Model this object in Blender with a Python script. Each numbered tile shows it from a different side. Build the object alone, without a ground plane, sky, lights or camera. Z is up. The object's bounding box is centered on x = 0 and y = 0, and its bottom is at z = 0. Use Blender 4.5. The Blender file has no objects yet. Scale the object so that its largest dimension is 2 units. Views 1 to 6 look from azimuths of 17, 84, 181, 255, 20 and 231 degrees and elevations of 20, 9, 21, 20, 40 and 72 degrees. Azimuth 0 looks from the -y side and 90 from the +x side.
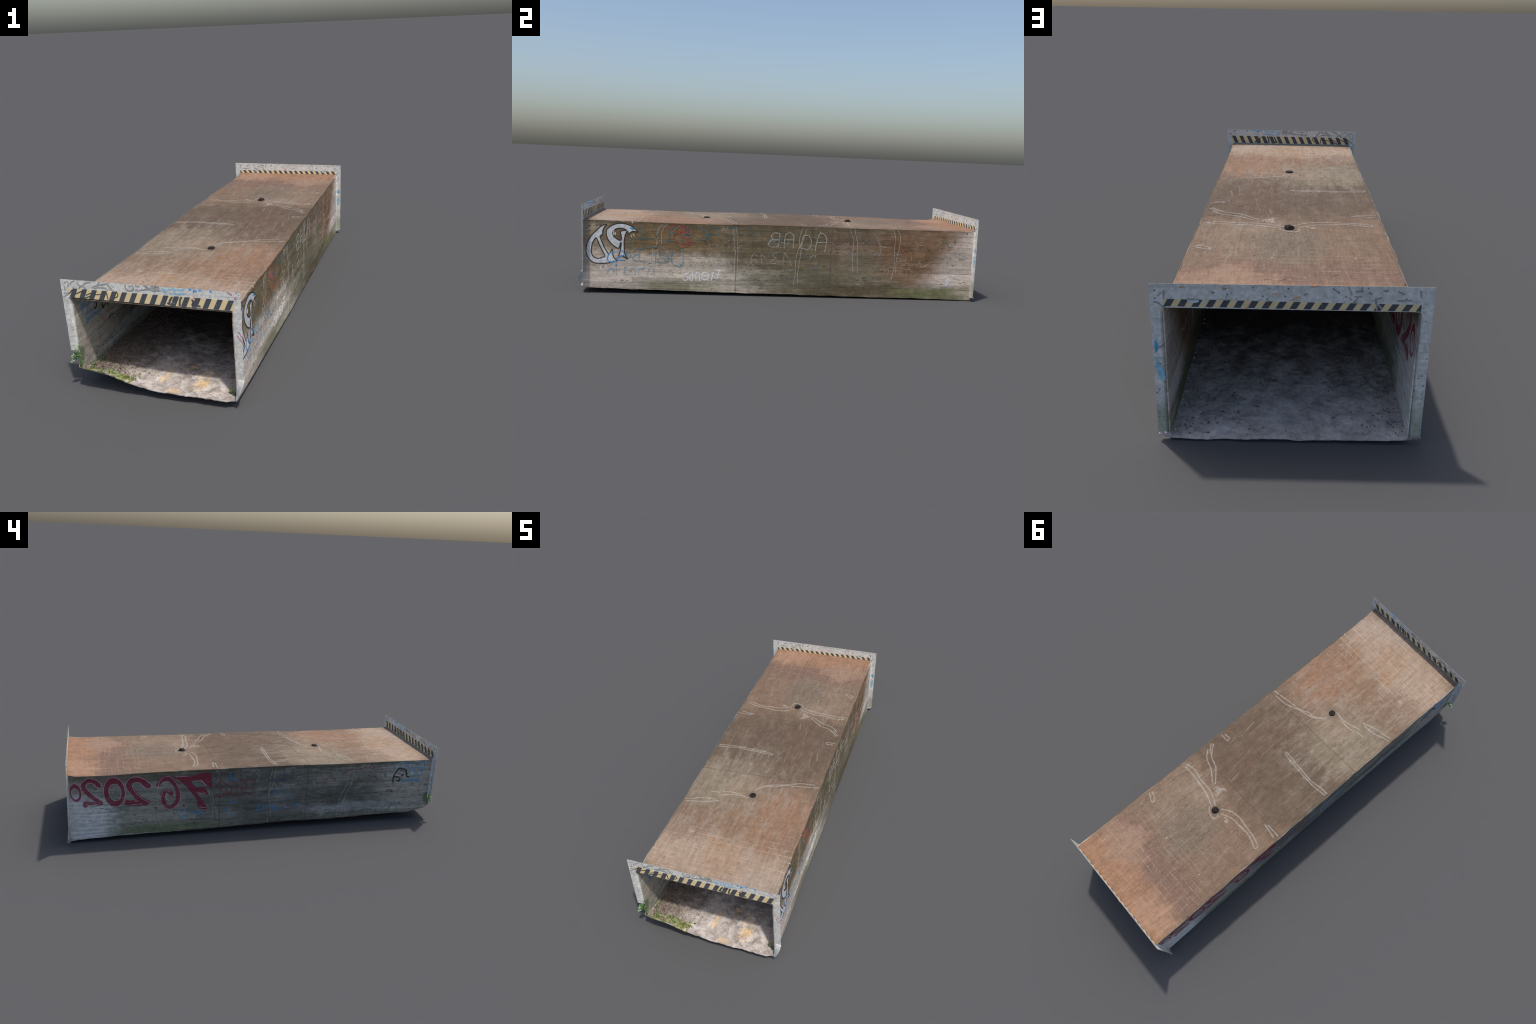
"""A short concrete pedestrian underpass: a box section of board-marked slabs
(two walls, a roof, an earth floor) with an upright portal frame at each end,
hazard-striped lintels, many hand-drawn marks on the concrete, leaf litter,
moss, a weed and a log at the open end.  Metres, z up, tunnel runs along y."""
import bpy, bmesh, math, random
from mathutils import Vector, noise
from mathutils.geometry import tessellate_polygon

random.seed(7)
PALETTE = {}
RIGHT, LEFT, ROOF, FRONT, BACK = "RIGHT", "LEFT", "ROOF", "FRONT", "BACK"

# ------------------------------------------------------------------ sizes
HALF = 0.300          # half the clear width, wall mid-surface
TOP = 0.3585          # roof mid-surface
Y0, Y1 = -0.978, 0.985
FRAME = 0.0017       # thickness of the end frames
SLAB = 0.0032        # thickness of walls, roof and frames


def lerp_table(t, table):
    if t <= table[0][0]:
        return table[0][1]
    for (a, va), (b, vb) in zip(table, table[1:]):
        if t <= b:
            f = (t - a) / (b - a)
            return va + (vb - va) * f
    return table[-1][1]


def n3(x, y, z, s):
    return noise.noise(Vector((x * s, y * s, z * s)))


FOOT_RIGHT = [(-1.0, .027), (-.96, .028), (-.8, .025), (-.55, .021), (-.3, .017), (-.05, .016), (.22, .012),
              (.42, .010), (.65, .010), (.78, .008), (.92, .005), (1.0, .005)]
FOOT_LEFT = [(-1.0, .100), (-.985, .085), (-.965, .070), (-.91, .055), (-.87, .049), (-.65, .045), (-.4, .037),
             (-.13, .039), (.11, .032), (.3, .027), (.57, .026), (.8, .024), (.95, .018), (1.0, .012)]
BANK = [(-.31, 1.0), (-.256, .82), (-.178, .68), (-.115, .38), (-.06, .2), (-.018, .08), (.08, .03), (.3, 0)]
CROWN = [(-1.0, 0), (-.85, .001), (-.5, .004), (.3, .004), (.9, .003), (.99, .002)]   # floor is higher mid-width
ROOF_RIGHT = [(-1, .3615), (-.8, .3600), (-.56, .3565), (-.31, .357), (-.15, .3625), (.4, .3605), (1, .3635)]
ROOF_LEFT = [(-1, .3585), (-.67, .3585), (-.45, .358), (-.1, .364), (.3, .363), (.57, .362), (.78, .3565), (1, .359)]


def floor_z(x, y):
    r, l = lerp_table(y, FOOT_RIGHT), lerp_table(y, FOOT_LEFT)
    return r + (l - r) * lerp_table(x, BANK) + lerp_table(y, CROWN) * math.exp(-((x + .02) / .10) ** 2)


def floor_rough(x, y):
    return (.0028 * n3(x, y, 3, 8) + .0024 * n3(x, y, 1, 22) + .0012 * n3(x, y, 8, 60))


def wall_bulge(side, y, z):
    bow = -.0070 * max(0, 1 - ((y - .0) / .85) ** 2) * min(1, max(0, (.32 - z) / .2)) if side < 0 else .0006
    return bow + .0012 * n3(side * 3, y, z, 3.1) + .0006 * n3(side * 5, y, z, 8)


def roof_height(x, y):
    f = (x + HALF) / (2 * HALF)
    z = lerp_table(y, ROOF_LEFT) * (1 - f) + lerp_table(y, ROOF_RIGHT) * f
    z += .0008 * n3(x, y, 5, 4) - .0032
    lift = min(1, max(0, (y - .935) / .045))      # roof turns up to meet the far lintel
    return z + (.3645 + .003 * x - z) * lift * lift * (3 - 2 * lift)


def front_y(x, z):
    return -.9780 + .006 * x


def back_y(x, z):
    return .985 + .004 * x - .0185 * (z - .222)


def on_surface(surface, a, b):
    """Mid-surface point and outward normal of a slab, from its two in-plane metres."""
    if surface == RIGHT:
        return Vector((HALF + wall_bulge(1, a, b), a, b)), Vector((1, 0, 0))
    if surface == LEFT:
        return Vector((-HALF - wall_bulge(-1, a, b), a, b)), Vector((-1, 0, 0))
    if surface == ROOF:
        return Vector((a, b, roof_height(a, b))), Vector((0, 0, 1))
    if surface == FRONT:
        return Vector((a, front_y(a, b), b)), Vector((0, -1, 0))
    return Vector((a, back_y(a, b), b)), Vector((0, 1, 0))


# ------------------------------------------------------------------ objects
def make_object(name, parent, verts, faces, material, smooth=False, bevel=0, kind=None):
    me = bpy.data.meshes.new(name)
    me.from_pydata([tuple(v) for v in verts], [], faces)
    bm = bmesh.new()
    bm.from_mesh(me)
    bmesh.ops.recalc_face_normals(bm, faces=bm.faces)
    bm.to_mesh(me)
    bm.free()
    me.materials.append(material)
    ob = bpy.data.objects.new(name, me)
    bpy.context.scene.collection.objects.link(ob)
    ob.parent = parent
    if smooth:
        me.shade_smooth()
        me.set_sharp_from_angle(angle=math.radians(40))
    if bevel:
        m = ob.modifiers.new("bevel", "BEVEL")
        m.width, m.segments, m.limit_method, m.angle_limit = bevel, 2, "ANGLE", math.radians(40)
    if kind:
        ob["kind"] = kind
    return ob


def slab_grid(nu, nv, mid, thick):
    """Closed sheet of the given thickness: mid(u, v) gives point and normal, u and v in 0..1."""
    verts, faces, W = [], [], nv + 1
    for side in (1, -1):
        for i in range(nu + 1):
            for j in range(nv + 1):
                p, n = mid(i / nu, j / nv)
                verts.append(p + n * (side * thick / 2))
    off = (nu + 1) * W
    for i in range(nu):
        for j in range(nv):
            a = i * W + j
            faces.append((a, a + 1, a + W + 1, a + W))
            faces.append((off + a, off + a + W, off + a + W + 1, off + a + 1))
    for j in range(nv):
        for i in (0, nu):
            a = i * W + j
            faces.append((a, a + 1, off + a + 1, off + a))
    for i in range(nu):
        for j in (0, nv):
            a = i * W + j
            faces.append((a, a + W, off + a + W, off + a))
    return verts, faces


def extrude_outline(outline, place, lo, hi, hole=None):
    """Plate from a flat outline (and hole): place(a, b, depth) -> point."""
    loops = [outline] + ([hole] if hole else [])
    flat = [p for l in loops for p in l]
    tris = tessellate_polygon([[Vector((p[0], p[1], 0)) for p in l] for l in loops])
    k = len(flat)
    verts = [place(p[0], p[1], lo) for p in flat] + [place(p[0], p[1], hi) for p in flat]
    faces = [tuple(t) for t in tris] + [tuple(k + i for i in reversed(t)) for t in tris]
    start = 0
    for l in loops:
        m = len(l)
        for i in range(m):
            a, b = start + i, start + (i + 1) % m
            faces.append((a, b, k + b, k + a))
        start += m
    return verts, faces


# ------------------------------------------------------------------ node helper
class Nodes:
    """Small expression writer over a node tree."""

    def __init__(self, tree):
        self.t = tree

    def new(self, kind, **props):
        n = self.t.nodes.new(kind)
        for k, v in props.items():
            setattr(n, k, v)
        return n

    def put(self, socket, value):
        if isinstance(value, Val):
            self.t.links.new(value.s, socket)
        elif isinstance(value, (tuple, list)):
            socket.default_value = tuple(value) + ((1,) if len(value) == 3 and socket.type == "RGBA" else ())
        else:
            socket.default_value = value

    def math(self, op, *args):
        n = self.new("ShaderNodeMath", operation=op)
        for i, a in enumerate(args):
            self.put(n.inputs[i], a)
        return Val(self, n.outputs[0])

    def vec(self, x, y, z):
        n = self.new("ShaderNodeCombineXYZ")
        for i, a in enumerate((x, y, z)):
            self.put(n.inputs[i], a)
        return Val(self, n.outputs[0])

    def noise(self, v, scale=1.0, detail=3.0, rough=.55, distortion=0.0):
        n = self.new("ShaderNodeTexNoise")
        self.put(n.inputs["Vector"], v)
        n.inputs["Scale"].default_value, n.inputs["Detail"].default_value = scale, detail
        n.inputs["Roughness"].default_value, n.inputs["Distortion"].default_value = rough, distortion
        return Val(self, n.outputs["Fac"])

    def cells(self, v, scale, feature="F1"):
        n = self.new("ShaderNodeTexVoronoi", feature=feature)
        self.put(n.inputs["Vector"], v)
        n.inputs["Scale"].default_value = scale
        return Val(self, n.outputs["Distance"])

    def white(self, v):
        n = self.new("ShaderNodeTexWhiteNoise", noise_dimensions="2D")
        self.put(n.inputs["Vector"], v)
        return Val(self, n.outputs["Value"])

    def step(self, x, lo, hi, a=0.0, b=1.0):
        n = self.new("ShaderNodeMapRange", interpolation_type="SMOOTHSTEP")
        for i, q in enumerate((x, lo, hi, a, b)):
            self.put(n.inputs[i], q)
        return Val(self, n.outputs[0])

    def mix(self, a, b, f):
        n = self.new("ShaderNodeMix", data_type="RGBA")
        self.put(n.inputs[0], f)
        self.put(n.inputs[6], a)
        self.put(n.inputs[7], b)
        return Val(self, n.outputs[2])

    def gain(self, colour, f):
        n = self.new("ShaderNodeVectorMath", operation="SCALE")
        self.put(n.inputs[0], colour)
        self.put(n.inputs["Scale"], f)
        return Val(self, n.outputs[0])

    def blob(self, u, v, cu, cv, su, sv, power=1.0, fray=None):
        """Patch centred on (cu, cv) in two coordinates, its rim frayed by a noise."""
        a, b = (u - cu) / su, (v - cv) / sv
        d = a * a + b * b
        if fray is not None:
            d = d + fray
        return self.step(d, .10, 1.30, power, 0.0)

    def stretch(self, n, lo=.3, hi=.7):
        return self.step(n, lo, hi)

    def place(self):
        n = self.new("ShaderNodeTexCoord")
        sep = self.new("ShaderNodeSeparateXYZ")
        self.t.links.new(n.outputs["Object"], sep.inputs[0])
        return Val(self, n.outputs["Object"]), *[Val(self, o) for o in sep.outputs]


class Val:
    def __init__(self, b, s):
        self.b, self.s = b, s

    def __add__(self, o): return self.b.math("ADD", self, o)
    def __radd__(self, o): return self.b.math("ADD", o, self)
    def __sub__(self, o): return self.b.math("SUBTRACT", self, o)
    def __rsub__(self, o): return self.b.math("SUBTRACT", o, self)
    def __mul__(self, o): return self.b.math("MULTIPLY", self, o)
    def __rmul__(self, o): return self.b.math("MULTIPLY", o, self)
    def __truediv__(self, o): return self.b.math("DIVIDE", self, o)


GROUPS = {}


def surface_group(name):
    """Register a colour recipe as a node group with outputs Color and Height."""
    def wrap(recipe):
        g = bpy.data.node_groups.new(name, "ShaderNodeTree")
        g.interface.new_socket("Color", in_out="OUTPUT", socket_type="NodeSocketColor")
        g.interface.new_socket("Height", in_out="OUTPUT", socket_type="NodeSocketFloat")
        b = Nodes(g)
        colour, height = recipe(b)
        out = g.nodes.new("NodeGroupOutput")
        b.put(out.inputs["Color"], colour)
        b.put(out.inputs["Height"], height)
        GROUPS[name] = g
        return recipe
    return wrap


def material(name, base=None, recipe=None, rough=.9, bump=.3, distance=.002):
    """Principled material: base names a surface group, recipe(b, colour) may alter its colour."""
    m = bpy.data.materials.new(name)
    m.use_nodes = True
    b = Nodes(m.node_tree)
    bsdf = m.node_tree.nodes["Principled BSDF"]
    bsdf.inputs["Roughness"].default_value = rough
    bsdf.inputs["Specular IOR Level"].default_value = .25
    colour = height = None
    if base:
        g = b.new("ShaderNodeGroup")
        g.node_tree = GROUPS[base]
        colour, height = Val(b, g.outputs["Color"]), Val(b, g.outputs["Height"])
    if recipe:
        colour = recipe(b, colour)
    b.put(bsdf.inputs["Base Color"], colour)
    if height is not None and bump:
        n = b.new("ShaderNodeBump")
        n.inputs["Strength"].default_value, n.inputs["Distance"].default_value = bump, distance
        b.put(n.inputs["Height"], height)
        m.node_tree.links.new(n.outputs[0], bsdf.inputs["Normal"])
    return m


# ------------------------------------------------------------------ colour recipes
def board_marks(b, along, across, width, seed):
    """Prints of the shutter boards: tone per board, dark seams, grain along the board."""
    wobble = b.noise(b.vec(along, across, seed), 3.0, 2) * .006
    k = (across + wobble) / width
    board = b.math("FLOOR", k)
    piece = b.math("FLOOR", (along + b.white(b.vec(board, seed, 0)) * 2.0) / .62)
    tone = b.white(b.vec(board + piece * 13.0, seed + 3.0, 0))
    f = b.math("FRACT", k)
    seam = b.step(b.math("ABSOLUTE", f - .5 + (b.noise(b.vec(along * 14.0, across * 40.0, seed), 1, 3) - .5) * .25), .44, .49)
    broken = b.step(b.noise(b.vec(along * 6.0, board * 3.7, seed), 1.0, 6, .75), .46, .60)
    grain = b.noise(b.vec(along * 7.0, across * 120.0, seed), 1.0, 5, .6)
    return tone, seam * broken, grain


def pits(b, p, scale, size):
    hole = b.step(b.cells(p, scale), size * .3, size, 1, 0)
    return hole * b.step(b.noise(p, scale * .23, 3, .7), .47, .62)


@surface_group("right_wall_concrete")
def right_wall(b):
    p, x, y, z = b.place()
    w = b.noise(p, 5, 4, .6)
    w2 = b.noise(p, 7.3, 4, .6)
    u, v = y + (w - .5) * .22, z + (w2 - .5) * .13
    tone, seam, grain = board_marks(b, y, z, .0275, 2)
    mottle = b.noise(b.vec(x * 40, y * 32, z * 60), 1, 6, .72)
    fray = (b.noise(b.vec(y * 11, z * 26, 3), 1, 6, .72) - .5) * 2.4
    c = b.mix((.25, .19, .13), (.34, .27, .20), w)
    for cu, cv, su, sv, col, k in (
            (-.92, .20, .18, .30, (.42, .345, .255), .7),
            (-.55, .28, .44, .13, (.175, .112, .048), .9),
            (-.46, .075, .60, .14, (.55, .48, .395), .88),
            (-.86, .09, .26, .13, (.50, .425, .365), .8),
            (.03, .23, .38, .21, (.125, .10, .056), .92),  # mid-tunnel dimness baked into the wall colour
            (-.10, .085, .26, .055, (.40, .36, .29), .75),
            (.14, .07, .34, .09, (.115, .105, .066), .85),
            (.38, .28, .24, .13, (.175, .120, .080), .85),
            (.45, .14, .32, .10, (.150, .124, .078), .85),
            (.40, .03, .36, .055, (.095, .075, .040), .9),
            (.70, .25, .26, .19, (.195, .112, .060), .94),
            (.60, .25, .08, .06, (.155, .078, .04), .8),
            (-.1, .352, .95, .022, (.12, .092, .055), .7)):
        c = b.mix(c, col, b.blob(u, v, cu, cv, su, sv, k, fray))
    drip = b.step(b.noise(b.vec(y * 16, z * 2.2, 41), 1, 5, .65) + (z - .24) * 1.1, .50, .72)
    c = b.mix(c, (.095, .072, .038), drip * .55 * b.step(y + (w - .5) * .2, .30, .55, 1, .35))
    # daylight from the far mouth, painted on as a pale wedge
    wedge = b.step(y - z * .62 + (w - .5) * .16 + fray * .022, .63, .80)
    c = b.mix(c, (.58, .49, .42), wedge * .9)
    # chalky bloom
    bloom = b.step(b.noise(b.vec(y * 9, z * 16, 4), 1, 6, .7), .52, .72) * b.step(z, .05, .12, 1, .35)
    c = b.mix(c, (.56, .52, .45), bloom * .27)
    # green growth along the foot
    green = b.step(z + (w2 - .5) * .06, .05, .085, 1, 0)
    where = b.math("MAXIMUM", b.blob(y, z, .80, .03, .26, .3), b.blob(y, z, -.52, .03, .26, .3, .7))
    c = b.mix(c, (.115, .125, .045), green * where * b.step(w, .35, .6, .45, .9))
    c = b.gain(c, .80 + tone * .34)
    c = b.gain(c, .68 + b.stretch(grain) * .30 + b.stretch(mottle) * .36)
    c = b.mix(c, (.05, .04, .028), seam * .72)
    for yj in (-.232, .243):
        line = b.step(b.math("ABSOLUTE", y - yj + (w - .5) * .006), .0015, .005, 1, 0)
        c = b.mix(c, (.09, .075, .055), line * b.stretch(mottle, .25, .55) * .6)
    chip = b.step(b.noise(b.vec(y * 45, z * 110, 31), 1, 6, .78), .58, .67)
    c = b.mix(c, (.46, .41, .34), chip * .35)
    scar = b.step(b.noise(b.vec(y * 24, z * 150, 33), 1, 5, .75), .60, .68)
    c = b.mix(c, (.055, .045, .032), scar * .6)
    pit = pits(b, b.vec(y * .42, z, x + mottle * .02), 74, .36)
    c = b.mix(c, (.06, .05, .04), pit * .75)
    return c, grain * .5 + tone * .3 - seam * .6 - pit


@surface_group("left_wall_concrete")
def left_wall(b):
    p, x, y, z = b.place()
    w = b.noise(p, 5, 4, .6)
    w2 = b.noise(p, 8.3, 4, .6)
    u, v = y + (w - .5) * .22, z + (w2 - .5) * .12
    tone, seam, grain = board_marks(b, y, z, .0225, 9)
    mottle = b.noise(b.vec(x * 40, y * 32, z * 60), 1, 6, .72)
    fray = (b.noise(b.vec(y * 10, z * 30, 6), 1, 6, .72) - .5) * 2.4
    c = b.mix((.22, .21, .175), (.30, .29, .25), w)
    for cu, cv, su, sv, col, k in (
            (.60, .13, .42, .13, (.30, .285, .235), .8),
            (.92, .11, .17, .16, (.74, .72, .69), .95),  # lightened for daylight reaching in at the far end
            (.55, .34, .60, .045, (.135, .11, .072), .85),
            (.05, .20, .38, .26, (.125, .122, .105), .85),  # darkened where little light reaches the middle
            (-.10, .17, .10, .09, (.25, .245, .235), .65),
            (-.45, .18, .28, .08, (.11, .11, .092), .85),
            (-.55, .10, .42, .028, (.34, .34, .32), .85),
            (-.88, .22, .20, .24, (.42, .395, .335), .85),
            (-.30, .05, .6, .028, (.13, .13, .10), .75),
            (-.2, .352, .85, .022, (.10, .085, .06), .75)):
        c = b.mix(c, col, b.blob(u, v, cu, cv, su, sv, k, fray))
    bloom = b.step(b.noise(b.vec(y * 8, z * 15, 7), 1, 6, .7), .52, .74)
    c = b.mix(c, (.42, .42, .40), bloom * .36)
    painted_shade = b.step(b.noise(b.vec(y * 2.2, z * 30, 3), 1, 4, .6), .5, .68)
    c = b.mix(c, (.07, .075, .055), painted_shade * .5 * b.step(b.math("ABSOLUTE", y + .1), .5, .8, 1, .25))
    green = b.step(z + (w2 - .5) * .05, .055, .085, 1, 0)
    c = b.mix(c, (.15, .17, .07), green * b.blob(y, z, .5, .03, .3, .3, .7))
    c = b.mix(c, (.09, .14, .05), b.blob(u, v, -.990, .125, .025, .05, .7))
    c = b.gain(c, .80 + tone * .36)
    c = b.gain(c, .66 + b.stretch(grain) * .32 + b.stretch(mottle) * .36)
    c = b.mix(c, (.055, .05, .042), seam * .75)
    for yj in (.226, -.25):
        line = b.step(b.math("ABSOLUTE", y - yj + (w - .5) * .006), .0015, .005, 1, 0)
        c = b.mix(c, (.08, .075, .06), line * b.stretch(mottle, .25, .55) * .6)
    chip = b.step(b.noise(b.vec(y * 45, z * 110, 31), 1, 6, .78), .58, .67)
    c = b.mix(c, (.36, .36, .34), chip * .35)
    scar = b.step(b.noise(b.vec(y * 24, z * 150, 33), 1, 5, .75), .60, .68)
    c = b.mix(c, (.045, .042, .036), scar * .6)
    pit = pits(b, b.vec(y * .42, z, x + mottle * .02), 70, .36)
    c = b.mix(c, (.05, .045, .04), pit * .7)
    return c, grain * .5 + tone * .3 - seam * .6 - pit


@surface_group("roof_concrete")
def roof_colour(b):
    p, x, y, z = b.place()
    w = b.noise(b.vec(x * 5, y * 3.4, 1), 1, 5, .6)
    w2 = b.noise(b.vec(x * 7, y * 4.5, 8), 1, 5, .65)
    u, v = x + (w2 - .5) * .20, y + (w - .5) * .26
    grain = b.noise(b.vec(x * 170, y * 14, 2), 1, 5, .66)
    streak = b.noise(b.vec(x * 60, y * 3.5, 6), 1, 7, .72)
    mottle = b.noise(b.vec(x * 30, y * 26, 4), 1, 8, .78)
    cross = b.noise(b.vec(x * 7, y * 190, 21), 1, 5, .65)
    fray = (b.noise(b.vec(x * 22, y * 8, 3), 1, 8, .8) - .5) * 2.2
    c = b.mix((.150, .096, .062), (.215, .146, .100), w)
    for cu, cv, su, sv, col, k in (
            (0, 0, .8, .33, (.108, .076, .052), .85),
            (.12, .08, .10, .30, (.125, .078, .052), .6),
            (0, .95, .6, .15, (.275, .150, .090), .88),
            (-.05, .75, .5, .09, (.170, .102, .076), .8),
            (.17, .80, .15, .10, (.29, .185, .125), .7),
            (-.2, .90, .13, .07, (.32, .195, .13), .7),
            (.15, .47, .16, .15, (.215, .155, .108), .7),
            (.0, .55, .14, .16, (.14, .11, .082), .6),
            (-.17, -.33, .24, .20, (.205, .165, .115), .85),
            (.17, -.50, .18, .24, (.25, .142, .088), .85),
            (-.02, -.62, .18, .16, (.225, .140, .085), .6),
            (-.05, -.84, .45, .20, (.335, .245, .178), .85),
            (.17, -.90, .20, .10, (.33, .262, .212), .6),
            (.02, -.80, .10, .12, (.275, .175, .105), .6),
            (-.22, -.66, .16, .10, (.20, .135, .096), .7),
            (.0, -.36, .15, .09, (.245, .175, .122), .6)):
        c = b.mix(c, col, b.blob(u, v, cu, cv, su, sv, k, fray))
    # lime bloom drawn out along the tunnel
    bloom = b.step(b.noise(b.vec(x * 20, y * 7, 3), 1, 9, .80), .44, .70)
    zone = b.math("MAXIMUM", b.blob(u, v, -.08, -.42, .40, .50, .8), b.blob(u, v, .15, .45, .28, .25, .5))
    c = b.mix(c, (.34, .295, .235), bloom * (zone * .60 + .12))
    rust = b.step(b.noise(b.vec(x * 12, y * 9, 5), 1, 5, .6), .56, .70)
    c = b.mix(c, (.25, .125, .052), rust * b.math("MAXIMUM", b.blob(u, v, .04, -.58, .26, .34, .7, fray), b.step(b.math("ABSOLUTE", x) + fray * .02, .22, .30, 0, .35)))
    # pale board laps across the tunnel at both ends
    k = (y + b.noise(b.vec(x * 3, y * 9, 4), 1, 3) * .035) / .029
    row = b.math("FLOOR", k)
    lap = b.step(b.math("ABSOLUTE", b.math("FRACT", k) - .5), .42, .49)
    broken = b.step(b.noise(b.vec(x * 9, row * 5.3, 2), 1, 5, .7), .46, .64)
    ends = b.math("MAXIMUM", b.step(y + (w - .5) * .3, -.72, -.55, 1, 0),
                  b.blob(u, v, .0, .78, .45, .22, .55))
    c = b.mix(c, (.50, .40, .32), lap * broken * ends * .9)
    ku = (x + b.noise(b.vec(x * 2, y * 3, 7), 1, 2) * .006) / .0375
    rib = b.step(b.math("ABSOLUTE", b.math("FRACT", ku) - .5), .43, .49)
    c = b.mix(c, (.38, .29, .22), rib * ends * b.step(b.noise(b.vec(x * 7, y * 11, 5), 1, 5, .7), .5, .66) * .22)
    scr = b.step(b.noise(b.vec(x * 60 + y * 9, y * 4 - x * 3, 12), 1, 3, .5), .63, .70)
    c = b.mix(c, (.27, .22, .17), scr * b.step(b.math("ABSOLUTE", y - .02), .15, .30, 1, .2) * .5)
    c = b.gain(c, .51 + b.stretch(grain) * .21 + b.stretch(streak) * .20 + b.stretch(mottle) * .30 + b.stretch(cross) * (.05 + ends * .13))
    flecks = b.step(b.noise(b.vec(x * 130, y * 70, 15), 1, 6, .75), .56, .66)
    c = b.mix(c, (.40, .335, .26), flecks * (.14 + .30 * b.step(b.math("ABSOLUTE", y), .22, .4)))
    specks = b.step(b.noise(b.vec(x * 80, y * 45, 9), 1, 5, .75), .60, .67)
    c = b.mix(c, (.060, .042, .030), specks * .6)
    scars = b.step(b.noise(b.vec(x * 150, y * 18, 19), 1, 4, .7), .62, .69)
    c = b.mix(c, (.065, .047, .034), scars * .5)
    for yj, slope in ((.240, .03), (-.243, .05)):
        line = b.step(b.math("ABSOLUTE", y - x * slope - yj + (w - .5) * .012), .0008, .0035, 1, 0)
        c = b.mix(c, (.05, .038, .028), line * b.stretch(mottle, .3, .6) * .6)
    for hx, hy in ((.008, .381), (.009, -.386)):
        ring = b.blob(x + (w2 - .5) * .02, y + (w - .5) * .02, hx, hy, .042, .042, 1)
        c = b.mix(c, (.10, .08, .062), ring * .35)
    return c, grain * .7 + streak * .3


@surface_group("portal_concrete")
def portal_colour(b):
    p, x, y, z = b.place()
    w = b.noise(p, 9, 5, .65)
    tone, seam, grain = board_marks(b, x * .25 + y, z, .026, 21)
    c = b.mix((.54, .53, .49), (.72, .71, .67), w)
    c = b.gain(c, .9 + tone * .16)
    c = b.gain(c, .78 + b.stretch(b.noise(p, 80, 5, .72)) * .42)
    c = b.mix(c, (.17, .16, .14), seam * .45)
    stain = b.step(b.noise(b.vec(x * 14, y, z * 22), 1, 5, .7), .56, .72)
    c = b.mix(c, (.27, .27, .24), stain * .4)
    low = b.step(z + (w - .5) * .1, .05, .16, 1, 0)
    c = b.mix(c, (.23, .24, .15), low * .6)
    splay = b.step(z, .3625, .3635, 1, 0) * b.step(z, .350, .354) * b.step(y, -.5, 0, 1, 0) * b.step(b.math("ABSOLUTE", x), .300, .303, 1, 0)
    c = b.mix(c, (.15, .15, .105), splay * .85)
    nrm = b.new("ShaderNodeNewGeometry")
    up = b.new("ShaderNodeSeparateXYZ")
    b.t.links.new(nrm.outputs["True Normal"], up.inputs[0])
    c = b.mix(c, (.13, .13, .115), b.step(Val(b, up.outputs[2]), .6, .9) * .85)     # top edge tinted dark to cancel its bright sunlit rim
    pit = pits(b, p, 95, .33)
    c = b.mix(c, (.07, .065, .06), pit * .85)
    return c, w * .4 - pit - seam * .6


@surface_group("trodden_earth")
def earth_colour(b):
    p, x, y, z = b.place()
    w = b.noise(p, 6, 6, .65)
    fine = b.noise(p, 90, 5, .7)
    mid = b.noise(p, 24, 5, .65)
    c = b.mix((.33, .285, .25), (.57, .51, .465), b.step(mid, .3, .7))
    c = b.mix(c, (.085, .064, .048), b.step(b.math("ABSOLUTE", y + .05) + (mid - .5) * .30 + (w - .5) * .35, .38, .82, .97, .0))  # floor colour darkened mid-length for the unlit interior
    crack = b.step(b.cells(p + (w - .5) * .12, 11, "DISTANCE_TO_EDGE"), .0, .03, 1, 0)
    c = b.mix(c, (.09, .075, .065), crack * .32 * b.step(x, -.02, .08))
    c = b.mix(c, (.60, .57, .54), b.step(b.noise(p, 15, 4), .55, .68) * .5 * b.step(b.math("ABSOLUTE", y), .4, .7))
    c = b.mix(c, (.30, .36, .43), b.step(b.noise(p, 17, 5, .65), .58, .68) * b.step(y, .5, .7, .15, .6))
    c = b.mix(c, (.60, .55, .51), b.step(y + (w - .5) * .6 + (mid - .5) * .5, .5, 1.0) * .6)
    c = b.mix(c, (.20, .155, .12), b.blob(x + (mid - .5) * .1, y + (w - .5) * .3, -.25, -.72, .17, .36, .6))
    # warm patches of sunlight painted into the floor near the open mouth
    u, v = x + (mid - .5) * .05, y + (w - .5) * .05
    rim = (b.noise(p, 70, 5, .7) - .5) * 2.0
    painted_sun = b.blob(u, v, .148, -.912, .032, .028, 1, rim)
    for cu, cv, su, sv in ((.0, -.90, .014, .045), (.06, -.985, .03, .02), (.117, -.934, .012, .016),
                           (.143, -.952, .02, .008), (.128, -.845, .010, .05), (.155, -.86, .008, .04),
                           (.065, -.81, .02, .02), (.003, -.852, .012, .02)):
        painted_sun = b.math("MAXIMUM", painted_sun, b.blob(u, v, cu, cv, su, sv, .6, rim))
    c = b.mix(c, (.80, .54, .27), painted_sun * .85 * b.step(fine, .35, .5))
    c = b.gain(c, .70 + b.stretch(fine) * .32 + b.stretch(mid, .35, .65) * .14)
    c = b.gain(c, .86 + b.stretch(b.noise(p, 9, 4, .6), .35, .65) * .26)
    c = b.mix(c, (.03, .025, .02), b.step(b.noise(p, 85, 5, .7), .64, .72) * .5)
    return c, fine * .5 + mid * .7 - crack * .8


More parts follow.
